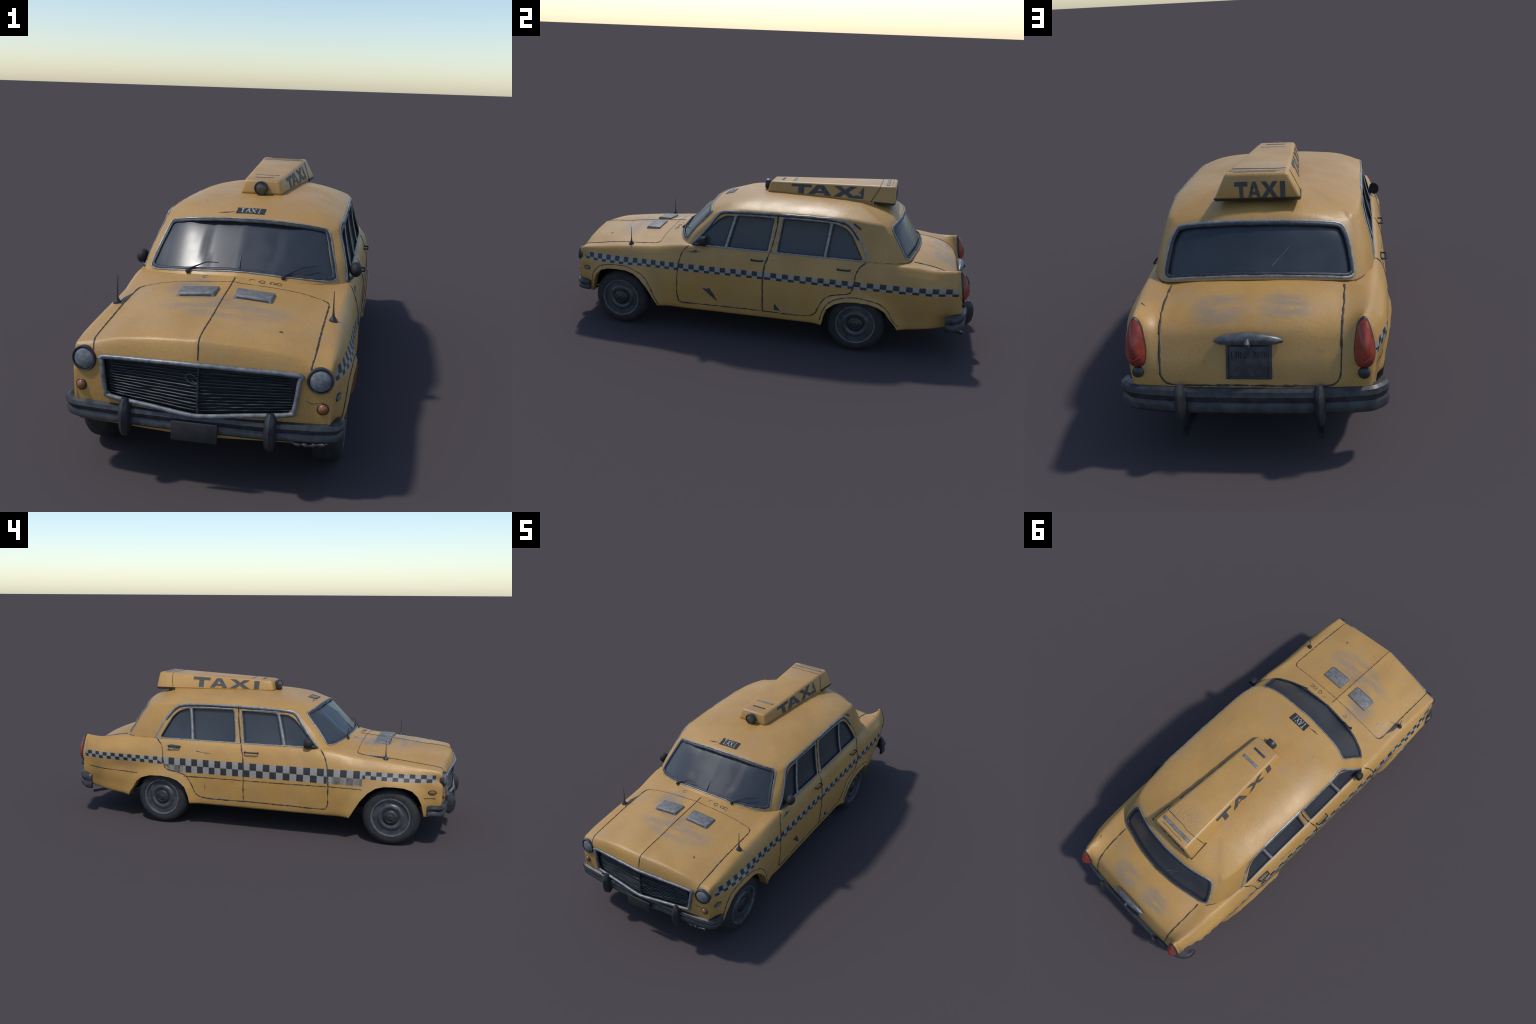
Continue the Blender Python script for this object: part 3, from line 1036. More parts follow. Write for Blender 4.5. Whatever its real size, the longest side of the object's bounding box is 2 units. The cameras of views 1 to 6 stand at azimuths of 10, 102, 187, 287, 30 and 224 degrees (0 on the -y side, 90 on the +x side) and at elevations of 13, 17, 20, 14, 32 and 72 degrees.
for k, (s, keep) in enumerate(sides):
    side = lambda y, z, s=s: on_side(y, z, s)
    bside = lambda y, z, s=s: on_side(y, z, s, BODY_SKIN)
    cside = lambda y, z, s=s: on_side(y, z, s, CABIN_SKIN)
    d1, d2 = DOORS[DF + k], DOORS[DR + k]
    seam_opts = dict(jitter=0.0011, vary=0.6, flat=0.5)  # door gaps are dark strips standing proud of the skin, no groove
    strip("door_seam_strip", smooth2(DOOR_FRONT_LOW[1:10]), bside, 0.0024, DARK_LINE, d1, **seam_opts)
    strip("door_seam_strip", smooth2(DOOR_FRONT_LOW[9:11], 2), bside, 0.0022, DARK_LINE, d1, **seam_opts)
    strip("door_seam_strip", smooth2(DOOR_FRONT_LOW[10:16]), bside, 0.0028, DARK_LINE, d1, **seam_opts)
    strip("door_seam_strip", smooth2([(0.036, 0.442), (0.055, 0.546), (0.060, 0.616)]), cside, 0.0030, DARK_LINE, d1, **seam_opts)
    strip("door_seam_strip", smooth2(DOOR_REAR_LOW[6:20]), bside, 0.0024, DARK_LINE, d2, **seam_opts)
    # drip rail: dark gutter with a pale bead over it
    rail = [(-0.352, 0.445), (-0.297, 0.508), (-0.248, 0.575), (-0.224, 0.600), (-0.186, 0.610), (-0.066, 0.6155), (0.090, 0.619), (0.200, 0.620), (0.300, 0.618), (0.366, 0.610), (0.402, 0.592), (0.447, 0.540), (0.500, 0.442)]
    strip("drip_rail", smooth2(rail), cside, 0.0046, CHROME, None, lift=0.001, vary=0.25, jitter=0.0006)
    inner = [(y + 0.004 * (-1 if y > 0.3 else 1), z - 0.007) for y, z in rail]
    strip("rail_seal", smooth2(inner[1:-1]), cside, 0.0040, DARK_TRIM, None, lift=0.0003, vary=0.3)
    # pale belt moulding under the side glass
    strip("belt_moulding", [(-0.350, 0.443), (0.030, 0.4415)], side, 0.0036, CHROME, d1, lift=0.001, vary=0.2)
    strip("belt_moulding", [(0.040, 0.4415), (0.497, 0.442)], side, 0.0036, CHROME, d2, lift=0.001, vary=0.2)
    for w, d in ((WIN_QUARTER_FRONT, d1), (WIN_FRONT, d1), (WIN_REAR, d2), (WIN_QUARTER_REAR, d2)):
        strip("window_seal", w, cside, 0.0030, DARK_TRIM, d, closed=True, lift=0.0002, vary=0.2)
    bar = CHROME
    strip("window_divider", [(-0.184, 0.446), (-0.145, 0.593)], cside, 0.0060, bar, d1, lift=0.001, flat=0.5)
    strip("window_divider", [(0.2935, 0.446), (0.3125, 0.597)], cside, 0.0060, bar, d2, lift=0.001, flat=0.5)
    strip("window_frame", [(0.0265, 0.447), (0.0475, 0.600), (-0.05, 0.603), (-0.16, 0.600)], cside, 0.0028, CHROME, d1, lift=0.0006)
    strip("window_frame", [(0.060, 0.447), (0.080, 0.604), (0.2, 0.604), (0.31, 0.602), (0.365, 0.594)], cside, 0.0028, CHROME, d2, lift=0.0006)
    # raised line round the wheel arches
    if s > 0:
        arch = [(-0.872, 0.150), (-0.866, 0.216), (-0.850, 0.262), (-0.820, 0.293), (-0.775, 0.307), (-0.719, 0.311), (-0.660, 0.305), (-0.592, 0.271), (-0.556, 0.221), (-0.534, 0.170), (-0.512, 0.128)]
        strip("arch_line", smooth2(arch), bside, 0.0018, DARK_LINE, None, vary=0.5, jitter=0.0007, flat=0.5)
    arch = [(0.290, 0.145), (0.305, 0.200), (0.332, 0.240), (0.379, 0.265), (0.437, 0.276), (0.490, 0.274), (0.565, 0.256), (0.603, 0.224), (0.628, 0.178), (0.655, 0.150)]
    if s > 0:
        strip("arch_line", smooth2(arch), bside, 0.0018, DARK_LINE, None, vary=0.5, jitter=0.0007, flat=0.5)
    else:
        strip("swage_line", [(0.885, 0.267), (0.700, 0.257), (0.590, 0.256)], bside, 0.0015, DARK_LINE, None, vary=0.6, jitter=0.0007, flat=0.5)
        strip("swage_line", [(0.325, 0.262), (0.014, 0.263)], bside, 0.0017, DARK_LINE, d2, vary=0.6, jitter=0.0007, flat=0.5)
        strip("swage_line", [(0.010, 0.263), (-0.200, 0.264), (-0.408, 0.268)], bside, 0.0017, DARK_LINE, d1, vary=0.6, jitter=0.0007, flat=0.5)
        strip("swage_line", [(-0.414, 0.269), (-0.574, 0.265)], bside, 0.0015, DARK_LINE, None, vary=0.6, jitter=0.0007, flat=0.5)
        strip("swage_line", [(-0.862, 0.245), (-0.915, 0.243)], bside, 0.0015, DARK_LINE, None, vary=0.5, jitter=0.0005, flat=0.5)
    # seam between cabin pillar and rear wing
    crease = [(0.500, s * 0.352), (0.575, s * 0.340), (0.640, s * 0.316), (0.678, s * 0.292)]
    strip("pillar_seam", smooth2([(x, y) for y, x in crease]), lambda x, y: on_top(x, y, BODY_SKIN), 0.0020, DARK_LINE, None, vary=0.4, flat=0.5, lift=0.001)
    # bonnet and boot shut lines, drawn as raised dark strips
    strip("bonnet_seam_strip", [(s * 0.293, -0.942), (s * 0.2985, -0.92), (s * 0.306, -0.56), (s * 0.300, -0.540), (s * 0.285, -0.533)], lambda x, y: on_top(x, y, BODY_SKIN), 0.0022, DARK_LINE, None, vary=0.45, jitter=0.0006, flat=0.5, step=0.006)
    strip("boot_seam_strip", [(s * 0.262, 0.70), (s * 0.2615, 0.80), (s * 0.258, 0.87), (s * 0.256, 0.897)], lambda x, y: on_top(x, y, BODY_SKIN), 0.0026, DARK_LINE, None, vary=0.6, jitter=0.0012, flat=0.5)
    strip("boot_seam_strip", [(p.x, p.y) for p in rounded([(s * 0.256, 0.395), (s * 0.254, 0.33), (s * 0.253, 0.236), (s * 0.002, 0.236)], [0, 0, 0.06, 0], 6)], lambda x, z: on_rear(x, z, BODY_SKIN), 0.0026, DARK_LINE, None, vary=0.5, jitter=0.001, flat=0.4)
strip("bonnet_seam_strip", [(-0.285, -0.533), (0.285, -0.533)], lambda x, y: on_top(x, y, BODY_SKIN), 0.0010, DARK_LINE, None, vary=0.5, jitter=0.0008, flat=0.3)
strip("bonnet_crease", [(0.002, -0.972), (0.0, -0.955), (0.0, -0.50)], lambda x, y: on_top(x, y, BODY_SKIN), 0.0016, DARK_LINE, None, vary=0.4, jitter=0.0006, flat=0.5, step=0.0035)

# screen surrounds: black rubber with a bright bead
fr = lambda x, z: on_front(x, z, CABIN_SKIN)
rr_ = lambda x, z: on_rear(x, z, CABIN_SKIN)
strip("screen_rubber", WINDSCREEN, fr, 0.0065, DARK_TRIM, SCREEN, closed=True, lift=0.0008, vary=0.2, flat=0.6)
strip("screen_bead", [(x * 1.022, 0.54 + (z - 0.54) * 1.07) for x, z in WINDSCREEN], fr, 0.0026, CHROME, SCREEN, closed=True, lift=0.002, vary=0.3)
strip("rear_rubber", BACKLIGHT, rr_, 0.0062, DARK_TRIM, REARGLASS, closed=True, lift=0.0008, vary=0.15, flat=0.6)
strip("rear_bead", [(x * 1.022, 0.535 + (z - 0.535) * 1.08) for x, z in BACKLIGHT], rr_, 0.0040, CHROME, REARGLASS, closed=True, lift=0.0025, vary=0.15)
strip("screen_pillar", [(0.004, 0.482), (0.003, 0.52), (0.003, 0.566)], fr, 0.0034, DARK_TRIM, SCREEN, lift=-0.0035, flat=0.9)


# ------------------------------------------------------------------ floor, wheel wells
B = Build()
outline = [(-0.88, 0.30), (-0.875, 0.24), (-0.50, 0.24), (-0.50, 0.365), (0.285, 0.365), (0.285, 0.24), (0.665, 0.24), (0.665, 0.34), (0.92, 0.30)]
zf = lambda y: 0.135 if -0.6 < y < 0.5 else 0.172
V = [(x, y, zf(y)) for y, x in outline] + [(-x, y, zf(y)) for y, x in outline]
n = len(outline)
F = [(i, i + 1, n + i + 1, n + i) for i in range(n - 1)]
B.add(V, F)
B.make("underbody", BLACK, None, False)
for s in (1, -1):
    for arch in (ARCH_FRONT, ARCH_REAR):
        pts = [(p[0], p[1]) for p in catmull([(a, b, 0) for a, b in arch], 3)]
        n = len(pts)
        cy = sum(p[0] for p in pts) / n
        V = []
        for x in (0.362, 0.215):
            V += [(s * x, cy + (y - cy) * 1.02, max(z + 0.006, 0.162 if y < -0.8 else 0.142 if y > 0.6 else 0.126)) for y, z in pts]
        F = [(i, i + 1, n + i + 1, n + i) for i in range(n - 1)] + [tuple(range(n, 2 * n))]
        mesh_from("wheel_well", V, F, BLACK, None, False)


# ------------------------------------------------------------------ wheels
def wheel_meshes():
    R, half = 0.136, 0.043
    tyre = [(0.088, half - 0.010), (0.094, half - 0.001), (0.108, half + 0.002), (0.122, half - 0.003), (0.131, half - 0.012), (R, half - 0.024), (R, 0.0), (R, -half + 0.024), (0.131, -half + 0.012), (0.12, -half + 0.002), (0.095, -half)]
    ring = [(0.0945, half - 0.016), (0.0950, half - 0.002), (0.0925, half + 0.0025), (0.0865, half + 0.0015), (0.0845, half - 0.006), (0.084, half - 0.016)]
    disc = [(0.0855, half - 0.008), (0.081, half - 0.016), (0.075, half - 0.018), (0.068, half - 0.012), (0.060, half - 0.003), (0.052, half - 0.001), (0.044, half - 0.003), (0.038, half - 0.008), (0.0, half - 0.010)]
    cap = [(0.037, half - 0.014), (0.0365, half - 0.004), (0.034, half - 0.001), (0.022, half + 0.002), (0.0205, half + 0.001), (0.012, half + 0.002), (0.011, half + 0.003), (0.001, half + 0.0035)]
    drum = [(0.090, half - 0.02), (0.090, -half + 0.004), (0.05, -half + 0.002), (0.03, -half - 0.05), (0.001, -half - 0.05)]
    out = {}
    for name, prof, segs in (("tyre", tyre, 40), ("rim_ring", ring, 40), ("rim", disc, 40), ("hub_cap", cap, 28), ("wheel", drum, 24)):
        V, F = lathe_geo(prof, (0, 0, 0), (1, 0, 0), segs, (0, 0, 1))
        if name == "tyre":
            F = F[:-2]
            V = [v + v.normalized() * 0.0012 * noise.noise(v * 40) for v in V]
        me = bpy.data.meshes.new(name)
        me.from_pydata([tuple(v) for v in V], [], F)
        bm = bmesh.new()
        bm.from_mesh(me)
        bmesh.ops.recalc_face_normals(bm, faces=bm.faces)
        bm.to_mesh(me)
        bm.free()
        me.polygons.foreach_set("use_smooth", [True] * len(me.polygons))
        me.set_sharp_from_angle(angle=math.radians(40))
        out[name] = me
    # black blocks stand in for ventilation slots; the disc is not pierced
    Bs = Build()
    for i in range(8):
        a = math.tau * i / 8
        p = []
        for rad, da in ((0.071, -0.16), (0.0765, 0.0), (0.071, 0.16), (0.065, 0.12), (0.063, 0.0), (0.065, -0.12)):
            p.append((rad, a + da))
        lo = [(half - 0.020, r * math.cos(t), r * math.sin(t)) for r, t in p]
        hi = [(half - 0.0125, r * math.cos(t), r * math.sin(t)) for r, t in p]
        Bs.add(lo + hi, [tuple(range(6)), tuple(range(6, 12))] + [(i, (i + 1) % 6, 6 + (i + 1) % 6, 6 + i) for i in range(6)])
    me = bpy.data.meshes.new("rim_slot_block")
    me.from_pydata(Bs.v, [], Bs.f)
    out["rim_slot_block"] = me
    for k, m in (("tyre", TYRE), ("rim_ring", RIM_EDGE), ("rim", RIM), ("hub_cap", HUB), ("wheel", BLACK), ("rim_slot_block", BLACK)):
        out[k].materials.append(m)
    return out


WM = wheel_meshes()
for s, y, x, turn in ((1, -0.713, 0.337, 0), (-1, -0.713, 0.336, 0), (1, 0.458, 0.338, 0), (-1, 0.458, 0.338, 0)):
    w = bpy.data.objects.new("wheel", WM["wheel"])
    COL.objects.link(w)
    w.parent = TAXI
    w.location = (s * x, y, 0.1365)
    w.rotation_euler = (RNG.uniform(0, 6), 0, 0 if s > 0 else math.pi)
    for k in ("tyre", "rim", "rim_ring", "hub_cap") + (("rim_slot_block",) if s > 0 else ()):
        o = bpy.data.objects.new(k, WM[k])
        COL.objects.link(o)
        o.parent = w


# ------------------------------------------------------------------ nose: grille, lamps
def nose_y(x, z):
    h = on_front(x, z, BODY_SKIN)
    return h[0].y if h else -0.96


GR_TOP = lambda x: 0.353 - 0.045 * abs(x)
GR_LOW = lambda x: 0.214 + 0.075 * abs(x)
edge = [(-0.262, 0.342), (-0.13, 0.349), (0.0, 0.354), (0.13, 0.349), (0.262, 0.342), (0.266, 0.325), (0.256, 0.250), (0.240, 0.234), (0.12, 0.223), (0.0, 0.2135), (-0.12, 0.223), (-0.240, 0.234), (-0.256, 0.250), (-0.266, 0.325)]
ring = catmull([(x, 0, z) for x, z in edge], 5, closed=True)
ring = [Vector((p.x, nose_y(p.x, min(p.z, 0.345)) - 0.005, p.z)) for p in ring]
B = Build()
rim2 = [p + Vector((0, 0.003, 0)) for p in ring] + [p + Vector((0, 0.036, 0)) for p in ring]
B.add(rim2, [(i, (i + 1) % len(ring), len(ring) + (i + 1) % len(ring), len(ring) + i) for i in range(len(ring))])
GRILLE = tube("grille_surround", ring, 0.0066, GRILLE_FRAME, None, sides=8, closed=True)
B.make("grille_box", BLACK, GRILLE)
B = Build()
nx = 30
for i in range(nx):
    xa, xb = -0.262 + 0.524 * i / nx, -0.262 + 0.524 * (i + 1) / nx
    q = [(xa, GR_TOP(xa)), (xb, GR_TOP(xb)), (xb, GR_LOW(xb)), (xa, GR_LOW(xa))]
    B.add([(x, nose_y(x, min(z, 0.345)) + 0.014, z) for x, z in q], [(0, 1, 2, 3)])
B.make("grille_mesh", GRILLE_BACK, GRILLE, False)
for i in range(13):
    t = (i + 0.7) / 13.6
    pts = []
    for j in range(-12, 13):
        x = j / 12 * (0.252 - 0.012 * t)
        z = GR_LOW(x) + 0.004 + (GR_TOP(x) - GR_LOW(x) - 0.008) * t
        pts.append((x, nose_y(x, min(z, 0.345)) + 0.0085 + RNG.uniform(-0.0012, 0.0012), z + RNG.uniform(-0.0007, 0.0007)))
    tube("grille_bar", pts, [0.0029 + RNG.uniform(-0.0010, 0.0010) for _ in pts], GRILLE_BAR, GRILLE, sides=6, flat=0.7)
tube("grille_spine", [(0.004, nose_y(0, z) + 0.005, z) for z in (0.345, 0.30, 0.26, 0.22)], 0.0035, GRILLE_BAR, GRILLE)
badge = [(-0.020 + 0.017 * math.cos(a) + 0.002, nose_y(-0.01, 0.31) + 0.002, 0.313 + 0.012 * math.sin(a) - 0.006 * math.cos(a)) for a in np.linspace(0.3, math.tau * 0.93, 18)]
tube("grille_badge", [(p[0] + 0.006, p[1], p[2]) for p in badge] + [(0.0, badge[0][1], 0.302), (-0.012, badge[0][1], 0.309)], 0.0010, STEEL_PALE, GRILLE, sides=5)

for s in (1, -1):
    c = Vector((s * 0.319, nose_y(s * 0.319, 0.330) + 0.002, 0.330))
    ax = Vector((s * 0.10, -1, 0.06)).normalized()
    hl = lathe("headlamp", [(0.035, -0.012), (0.0355, 0.004), (0.0335, 0.009), (0.0305, 0.0085), (0.0290, 0.004), (0.029, -0.01)], c, ax, DARK_TRIM, None, 32)
    lathe("headlamp_lens", [(0.0292, 0.0), (0.0285, 0.0055), (0.024, 0.0095), (0.015, 0.0125), (0.006, 0.0137), (0.0005, 0.0139)], c, ax, GREY_LENS, hl, 32)
    c = Vector((s * 0.3285, nose_y(s * 0.3285, 0.254) + 0.002, 0.254))
    ti = lathe("indicator", [(0.0165, -0.008), (0.0165, 0.003), (0.0145, 0.0055), (0.013, 0.004)], c, ax, DARK_TRIM, None, 20)
    lathe("indicator_lens", [(0.0138, 0.0), (0.0130, 0.006), (0.009, 0.0105), (0.004, 0.0125), (0.0005, 0.013)], c, ax, AMBER, ti, 20)
    # side marker on the front wing
    h = on_side(-0.897, 0.272, s)
    n = h[1]
    mk = lathe("side_marker", [(0.0205, -0.004), (0.0205, 0.002), (0.018, 0.004), (0.016, 0.003)], h[0], n, DARK_TRIM, None, 24, squash=(0.55, 1.0), start=(0, 0, 1))
    lathe("side_marker_lens", [(0.0168, 0.0), (0.0155, 0.0045), (0.009, 0.0065), (0.0005, 0.007)], h[0], n, AMBER if s < 0 else VENT, mk, 24, squash=(0.5, 1.0), start=(0, 0, 1))


# ------------------------------------------------------------------ bumpers
def bumper(name, path, profile, mat):
    """Sweep an (out, up) profile along a plan path of (x, y, z)."""
    P = catmull(path, 7)
    V, F = [], []
    n, m = len(P), len(profile)
    for i, p in enumerate(P):
        t = P[min(i + 1, n - 1)] - P[max(i - 1, 0)]
        t.z = 0
        t.normalize()
        o = Vector((t.y, -t.x, 0))
        ends = min(1.0, 0.5 + 0.5 * min(i, n - 1 - i) / 8)
        for a, b in profile:
            q = p + o * a * ends + Vector((0, 0, b * (0.9 + 0.1 * ends)))
            q += Vector((1, 1, 1)) * 0.0012 * noise.noise(q * 16)
            V.append(q)
    for i in range(n - 1):
        for k in range(m):
            l = (k + 1) % m
            F.append((i * m + k, i * m + l, (i + 1) * m + l, (i + 1) * m + k))
    F += [tuple(range(m)), tuple((n - 1) * m + k for k in range(m))]
    return mesh_from(name, V, F, mat, None, True, 35)


prof_f = [(-0.012, 0.021), (0.002, 0.025), (0.012, 0.021), (0.016, 0.011), (0.012, 0.002), (0.008, -0.004), (0.013, -0.012), (0.013, -0.022), (0.006, -0.028), (-0.012, -0.026)]
front_path = [(-0.375, -0.880, 0.186), (-0.374, -0.905, 0.189), (-0.363, -0.929, 0.188), (-0.330, -0.942, 0.187), (-0.197, -0.954, 0.187), (0.0, -0.962, 0.188),
              (0.197, -0.954, 0.187), (0.330, -0.942, 0.187), (0.363, -0.929, 0.188), (0.374, -0.905, 0.189), (0.375, -0.880, 0.186)]
FB = bumper("front_bumper", front_path, prof_f, STEEL)
rear_path = [(0.371, 0.866, 0.190), (0.368, 0.893, 0.194), (0.352, 0.917, 0.198), (0.317, 0.937, 0.200), (0.190, 0.950, 0.199), (0.0, 0.953, 0.198),
             (-0.190, 0.950, 0.199), (-0.317, 0.937, 0.200), (-0.352, 0.917, 0.198), (-0.368, 0.893, 0.194), (-0.371, 0.866, 0.190)]
prof_r = [(-0.012, 0.030), (0.006, 0.033), (0.016, 0.027), (0.020, 0.013), (0.015, 0.001), (0.012, -0.008), (0.018, -0.018), (0.018, -0.035), (0.010, -0.045), (-0.010, -0.042)]
RB = bumper("rear_bumper", rear_path, prof_r, STEEL)


def guard(parent, x, y, z0, z1, d):
    """Upright overrider: pointed oval with a ridge."""
    zs = np.linspace(z0, z1, 9)
    V, F = [], []
    for z in zs:
        t = (z - z0) / (z1 - z0) * 2 - 1
        k = (1 - abs(t) ** 2.4) ** 0.75 * 0.88 + 0.12
        w, dep = 0.0165 * (0.45 + 0.55 * k), 0.027 * k + 0.003
        for a, b in ((-1, -0.6), (-1, 0.25), (-0.6, 0.75), (0, 1.0), (0.6, 0.75), (1, 0.25), (1, -0.6)):
            V.append((x + a * w, y + d * dep * b, z))
    m = 7
    for i in range(len(zs) - 1):
        for k in range(m):
            l = (k + 1) % m
            F.append((i * m + k, i * m + l, (i + 1) * m + l, (i + 1) * m + k))
    F += [tuple(range(m)), tuple((len(zs) - 1) * m + k for k in range(m))]
    return mesh_from("overrider", V, F, GUARD, parent, True, 35)


for s in (1, -1):
    guard(FB, s * 0.197, -0.970, 0.132, 0.238, -1)
    guard(RB, s * 0.194, 0.970, 0.128, 0.250, 1)
fp = mesh_from("front_number_plate", *box_geo([(-0.0645, -0.990, 0.143), (0.0615, -0.990, 0.143), (0.0615, -0.982, 0.143), (-0.0645, -0.982, 0.143),
                                              (-0.0645, -0.990, 0.197), (0.0615, -0.990, 0.197), (0.0615, -0.982, 0.197), (-0.0645, -0.982, 0.197)]), PLATE_DARK, FB, False)
bevel_mesh(fp, 0.003)
# crumpled lower edge under the left front bumper
crump = []
for i in range(12):
    x = 0.245 + i * 0.0085
    crump.append((x, -0.958 + 0.05 * max(0, x - 0.26) + 0.002 * math.sin(i * 2.1), 0.160 - 0.006 * math.sin(math.pi * i / 11) + 0.0015 * math.sin(i * 1.7)))
tube("crumpled_bumper_edge", catmull(crump, 3), [0.0050 + 0.0012 * math.sin(i * 0.9) for i in range(34)], GUARD, FB, sides=7)


# ------------------------------------------------------------------ tail: lamps, plate, emblem, exhausts
for s in (1, -1):
    out = [(0.316, 0.428), (0.300, 0.412), (0.292, 0.375), (0.2885, 0.330), (0.296, 0.296), (0.315, 0.288), (0.335, 0.295), (0.345, 0.318), (0.345, 0.350), (0.337, 0.390), (0.327, 0.418)]
    out = [(p.x, p.y) for p in catmull([(a, b, 0) for a, b in out], 4, closed=True)]
    cx, cz = 0.318, 0.345
    base_y = lambda z: 0.905 + (0.428 - z) * 0.16
    m = len(out)

    def ring_at(k, dy):
        return [(s * (cx + (x - cx) * k), base_y(cz + (z - cz) * k) + dy, cz + (z - cz) * k) for x, z in out]

    def shell_of(nm, rings, mat, parent):
        V = [p for r in rings for p in r]
        F = [(i * m + j, i * m + (j + 1) % m, (i + 1) * m + (j + 1) % m, (i + 1) * m + j) for i in range(len(rings) - 1) for j in range(m)]
        F.append(tuple((len(rings) - 1) * m + j for j in range(m)))
        return mesh_from(nm, V, F, mat, parent, True, 38)

    TL = shell_of("tail_lamp_housing", [ring_at(1.0, -0.014), ring_at(1.0, 0.009), ring_at(0.96, 0.010)], SIGN_PAINT, None)
    shell_of("tail_lamp_rim", [ring_at(1.012, 0.006), ring_at(1.005, 0.012), ring_at(0.975, 0.015), ring_at(0.95, 0.011)], DARK_TRIM, TL)
    shell_of("tail_lamp", [ring_at(0.965, 0.006), ring_at(0.96, 0.016), ring_at(0.80, 0.025), ring_at(0.5, 0.034), ring_at(0.18, 0.041)], LAMP_RED, TL)
    tube("tail_lamp_band", [(s * x, base_y(z) + dy, z) for x, z, dy in ((0.2945, 0.327, 0.022), (0.305, 0.323, 0.033), (0.318, 0.317, 0.0385), (0.33, 0.323, 0.033), (0.339, 0.327, 0.023))], 0.0024, LAMP_BAND, TL, sides=6)
    # reversing lamp under it
    c = Vector((s * 0.3155, 0.916, 0.270))
    lathe("reversing_lamp", [(0.010, -0.01), (0.012, 0.008), (0.016, 0.014), (0.0175, 0.024), (0.015, 0.031), (0.008, 0.034), (0.001, 0.0345)], c, (0, 1, 0.12), GUARD, None, 14, start=(0, 0, 1))
    # exhaust pipe: square-ish closed tube, a black plug stands in for its mouth
    a, b = (Vector((s * 0.165, 0.74, 0.130)), Vector((s * 0.195, 0.960, 0.080)))
    ex = tube("exhaust_pipe", [a, a.lerp(b, 0.5), b], 0.0115, GUARD, None, sides=4)
    tube("exhaust_plug", [b + (b - a).normalized() * 0.0005, b + (b - a).normalized() * 0.0015], 0.0075, BLACK, ex, sides=4)

ry = lambda x, z: on_rear(x, z, BODY_SKIN)[0].y
PL = [(-0.064, 0.256), (0.064, 0.256), (0.064, 0.352), (-0.064, 0.352)]
V = [(x, ry(x, z) - 0.004, z) for x, z in PL] + [(x, ry(x, z) + 0.007, z) for x, z in PL]
plate = mesh_from("rear_number_plate", V, [(0, 1, 2, 3), (4, 5, 6, 7), (0, 1, 5, 4), (1, 2, 6, 5), (2, 3, 7, 6), (3, 0, 4, 7)], STEEL, None, False)
bevel_mesh(plate, 0.0025)
fy = lambda z: ry(0, z) + 0.0085
ring = [(p.x, fy(p.y), p.y) for p in rounded([(-0.058, 0.262), (0.058, 0.262), (0.058, 0.346), (-0.058, 0.346)], 0.005)]
tube("plate_border", ring, 0.0018, STEEL, plate, sides=6, closed=True)
B = Build()
for i in range(9):                        # worn embossed characters, unreadable
    x = 0.048 - i * 0.012
    B.add(*tube_geo([(x, fy(0.331), 0.331), (x - 0.002 * (i % 3 - 1), fy(0.322), 0.322), (x, fy(0.313), 0.313)], 0.0017, 5))
    if i % 2:
        B.add(*tube_geo([(x, fy(0.331), 0.331), (x - 0.007, fy(0.329), 0.329), (x - 0.007, fy(0.316), 0.316)], 0.0014, 5))
B.make("plate_character", STEEL, plate, kind="stuff")

# winged emblem drooping over the plate: thick in the middle, pointed tips
prof = [(-0.096, 0.0035), (-0.080, 0.0100), (-0.050, 0.0145), (-0.018, 0.0175), (0.018, 0.0175), (0.050, 0.0150), (0.080, 0.0110), (0.096, 0.0040)]
pts = [(x, ry(x, 0.366) + 0.010 + 0.006 * (1 - (x / 0.096) ** 2), 0.3590 + 0.010 * (1 - (x / 0.096) ** 2)) for x, r in prof]
V, F = tube_geo(pts, [r for _, r in prof], 8, False, (0, 0, 1), 1.0)
V = [p + Vector((0, 0.3 * max(0.0, 0.362 - p.z), 0)) for p in V]
em = mesh_from("boot_emblem", V, F, EMBLEM, None, True, 50)
tube("emblem_boss", [(0.0, ry(0, 0.36) + 0.026, 0.346), (0.0, ry(0, 0.365) + 0.036, 0.362), (0.0, ry(0, 0.37) + 0.020, 0.382)], [0.006, 0.0095, 0.004], EMBLEM, em, sides=8)


# ------------------------------------------------------------------ handles, mirrors, aerials, wipers
def grip(parent, y0, y1, z, s, lift=0.017):
    a, b = on_side(y0, z, s)[0], on_side(y1, z, s)[0]
    o = Vector((s, 0, 0))
    pts = catmull([a - o * 0.004, a + o * lift * 0.9, a.lerp(b, 0.2) + o * lift, a.lerp(b, 0.8) + o * lift * 1.05, b + o * lift * 0.8, b - o * 0.004], 4)
    n = len(pts)
    return tube("door_handle", pts, [0.0036 if 3 < i < n - 4 else 0.0030 for i in range(n)], BLACK, parent, sides=7)


grip(DOORS[DF], -0.048, 0.004, 0.4055, 1)
grip(DOORS[DR], 0.360, 0.416, 0.4025, 1)
grip(DOORS[DF + 1], -0.060, 0.006, 0.4055, -1)
grip(DOORS[DR + 1], 0.352, 0.410, 0.408, -1)


def splash(name, outline, proj, mat, parent=None, thick=0.0012):
    """A thin flake lying on the skin, with its own edge."""
    top, bot = [], []
    for a, b in outline:
        h = proj(a, b)
        top.append(h[0] + h[1] * thick)
        bot.append(h[0] - h[1] * 0.002)
    n = len(top)
    F = [tuple(range(n)), tuple(range(n, 2 * n))] + [(i, (i + 1) % n, n + (i + 1) % n, n + i) for i in range(n)]
    return mesh_from(name, top + bot, F, mat, parent, False)


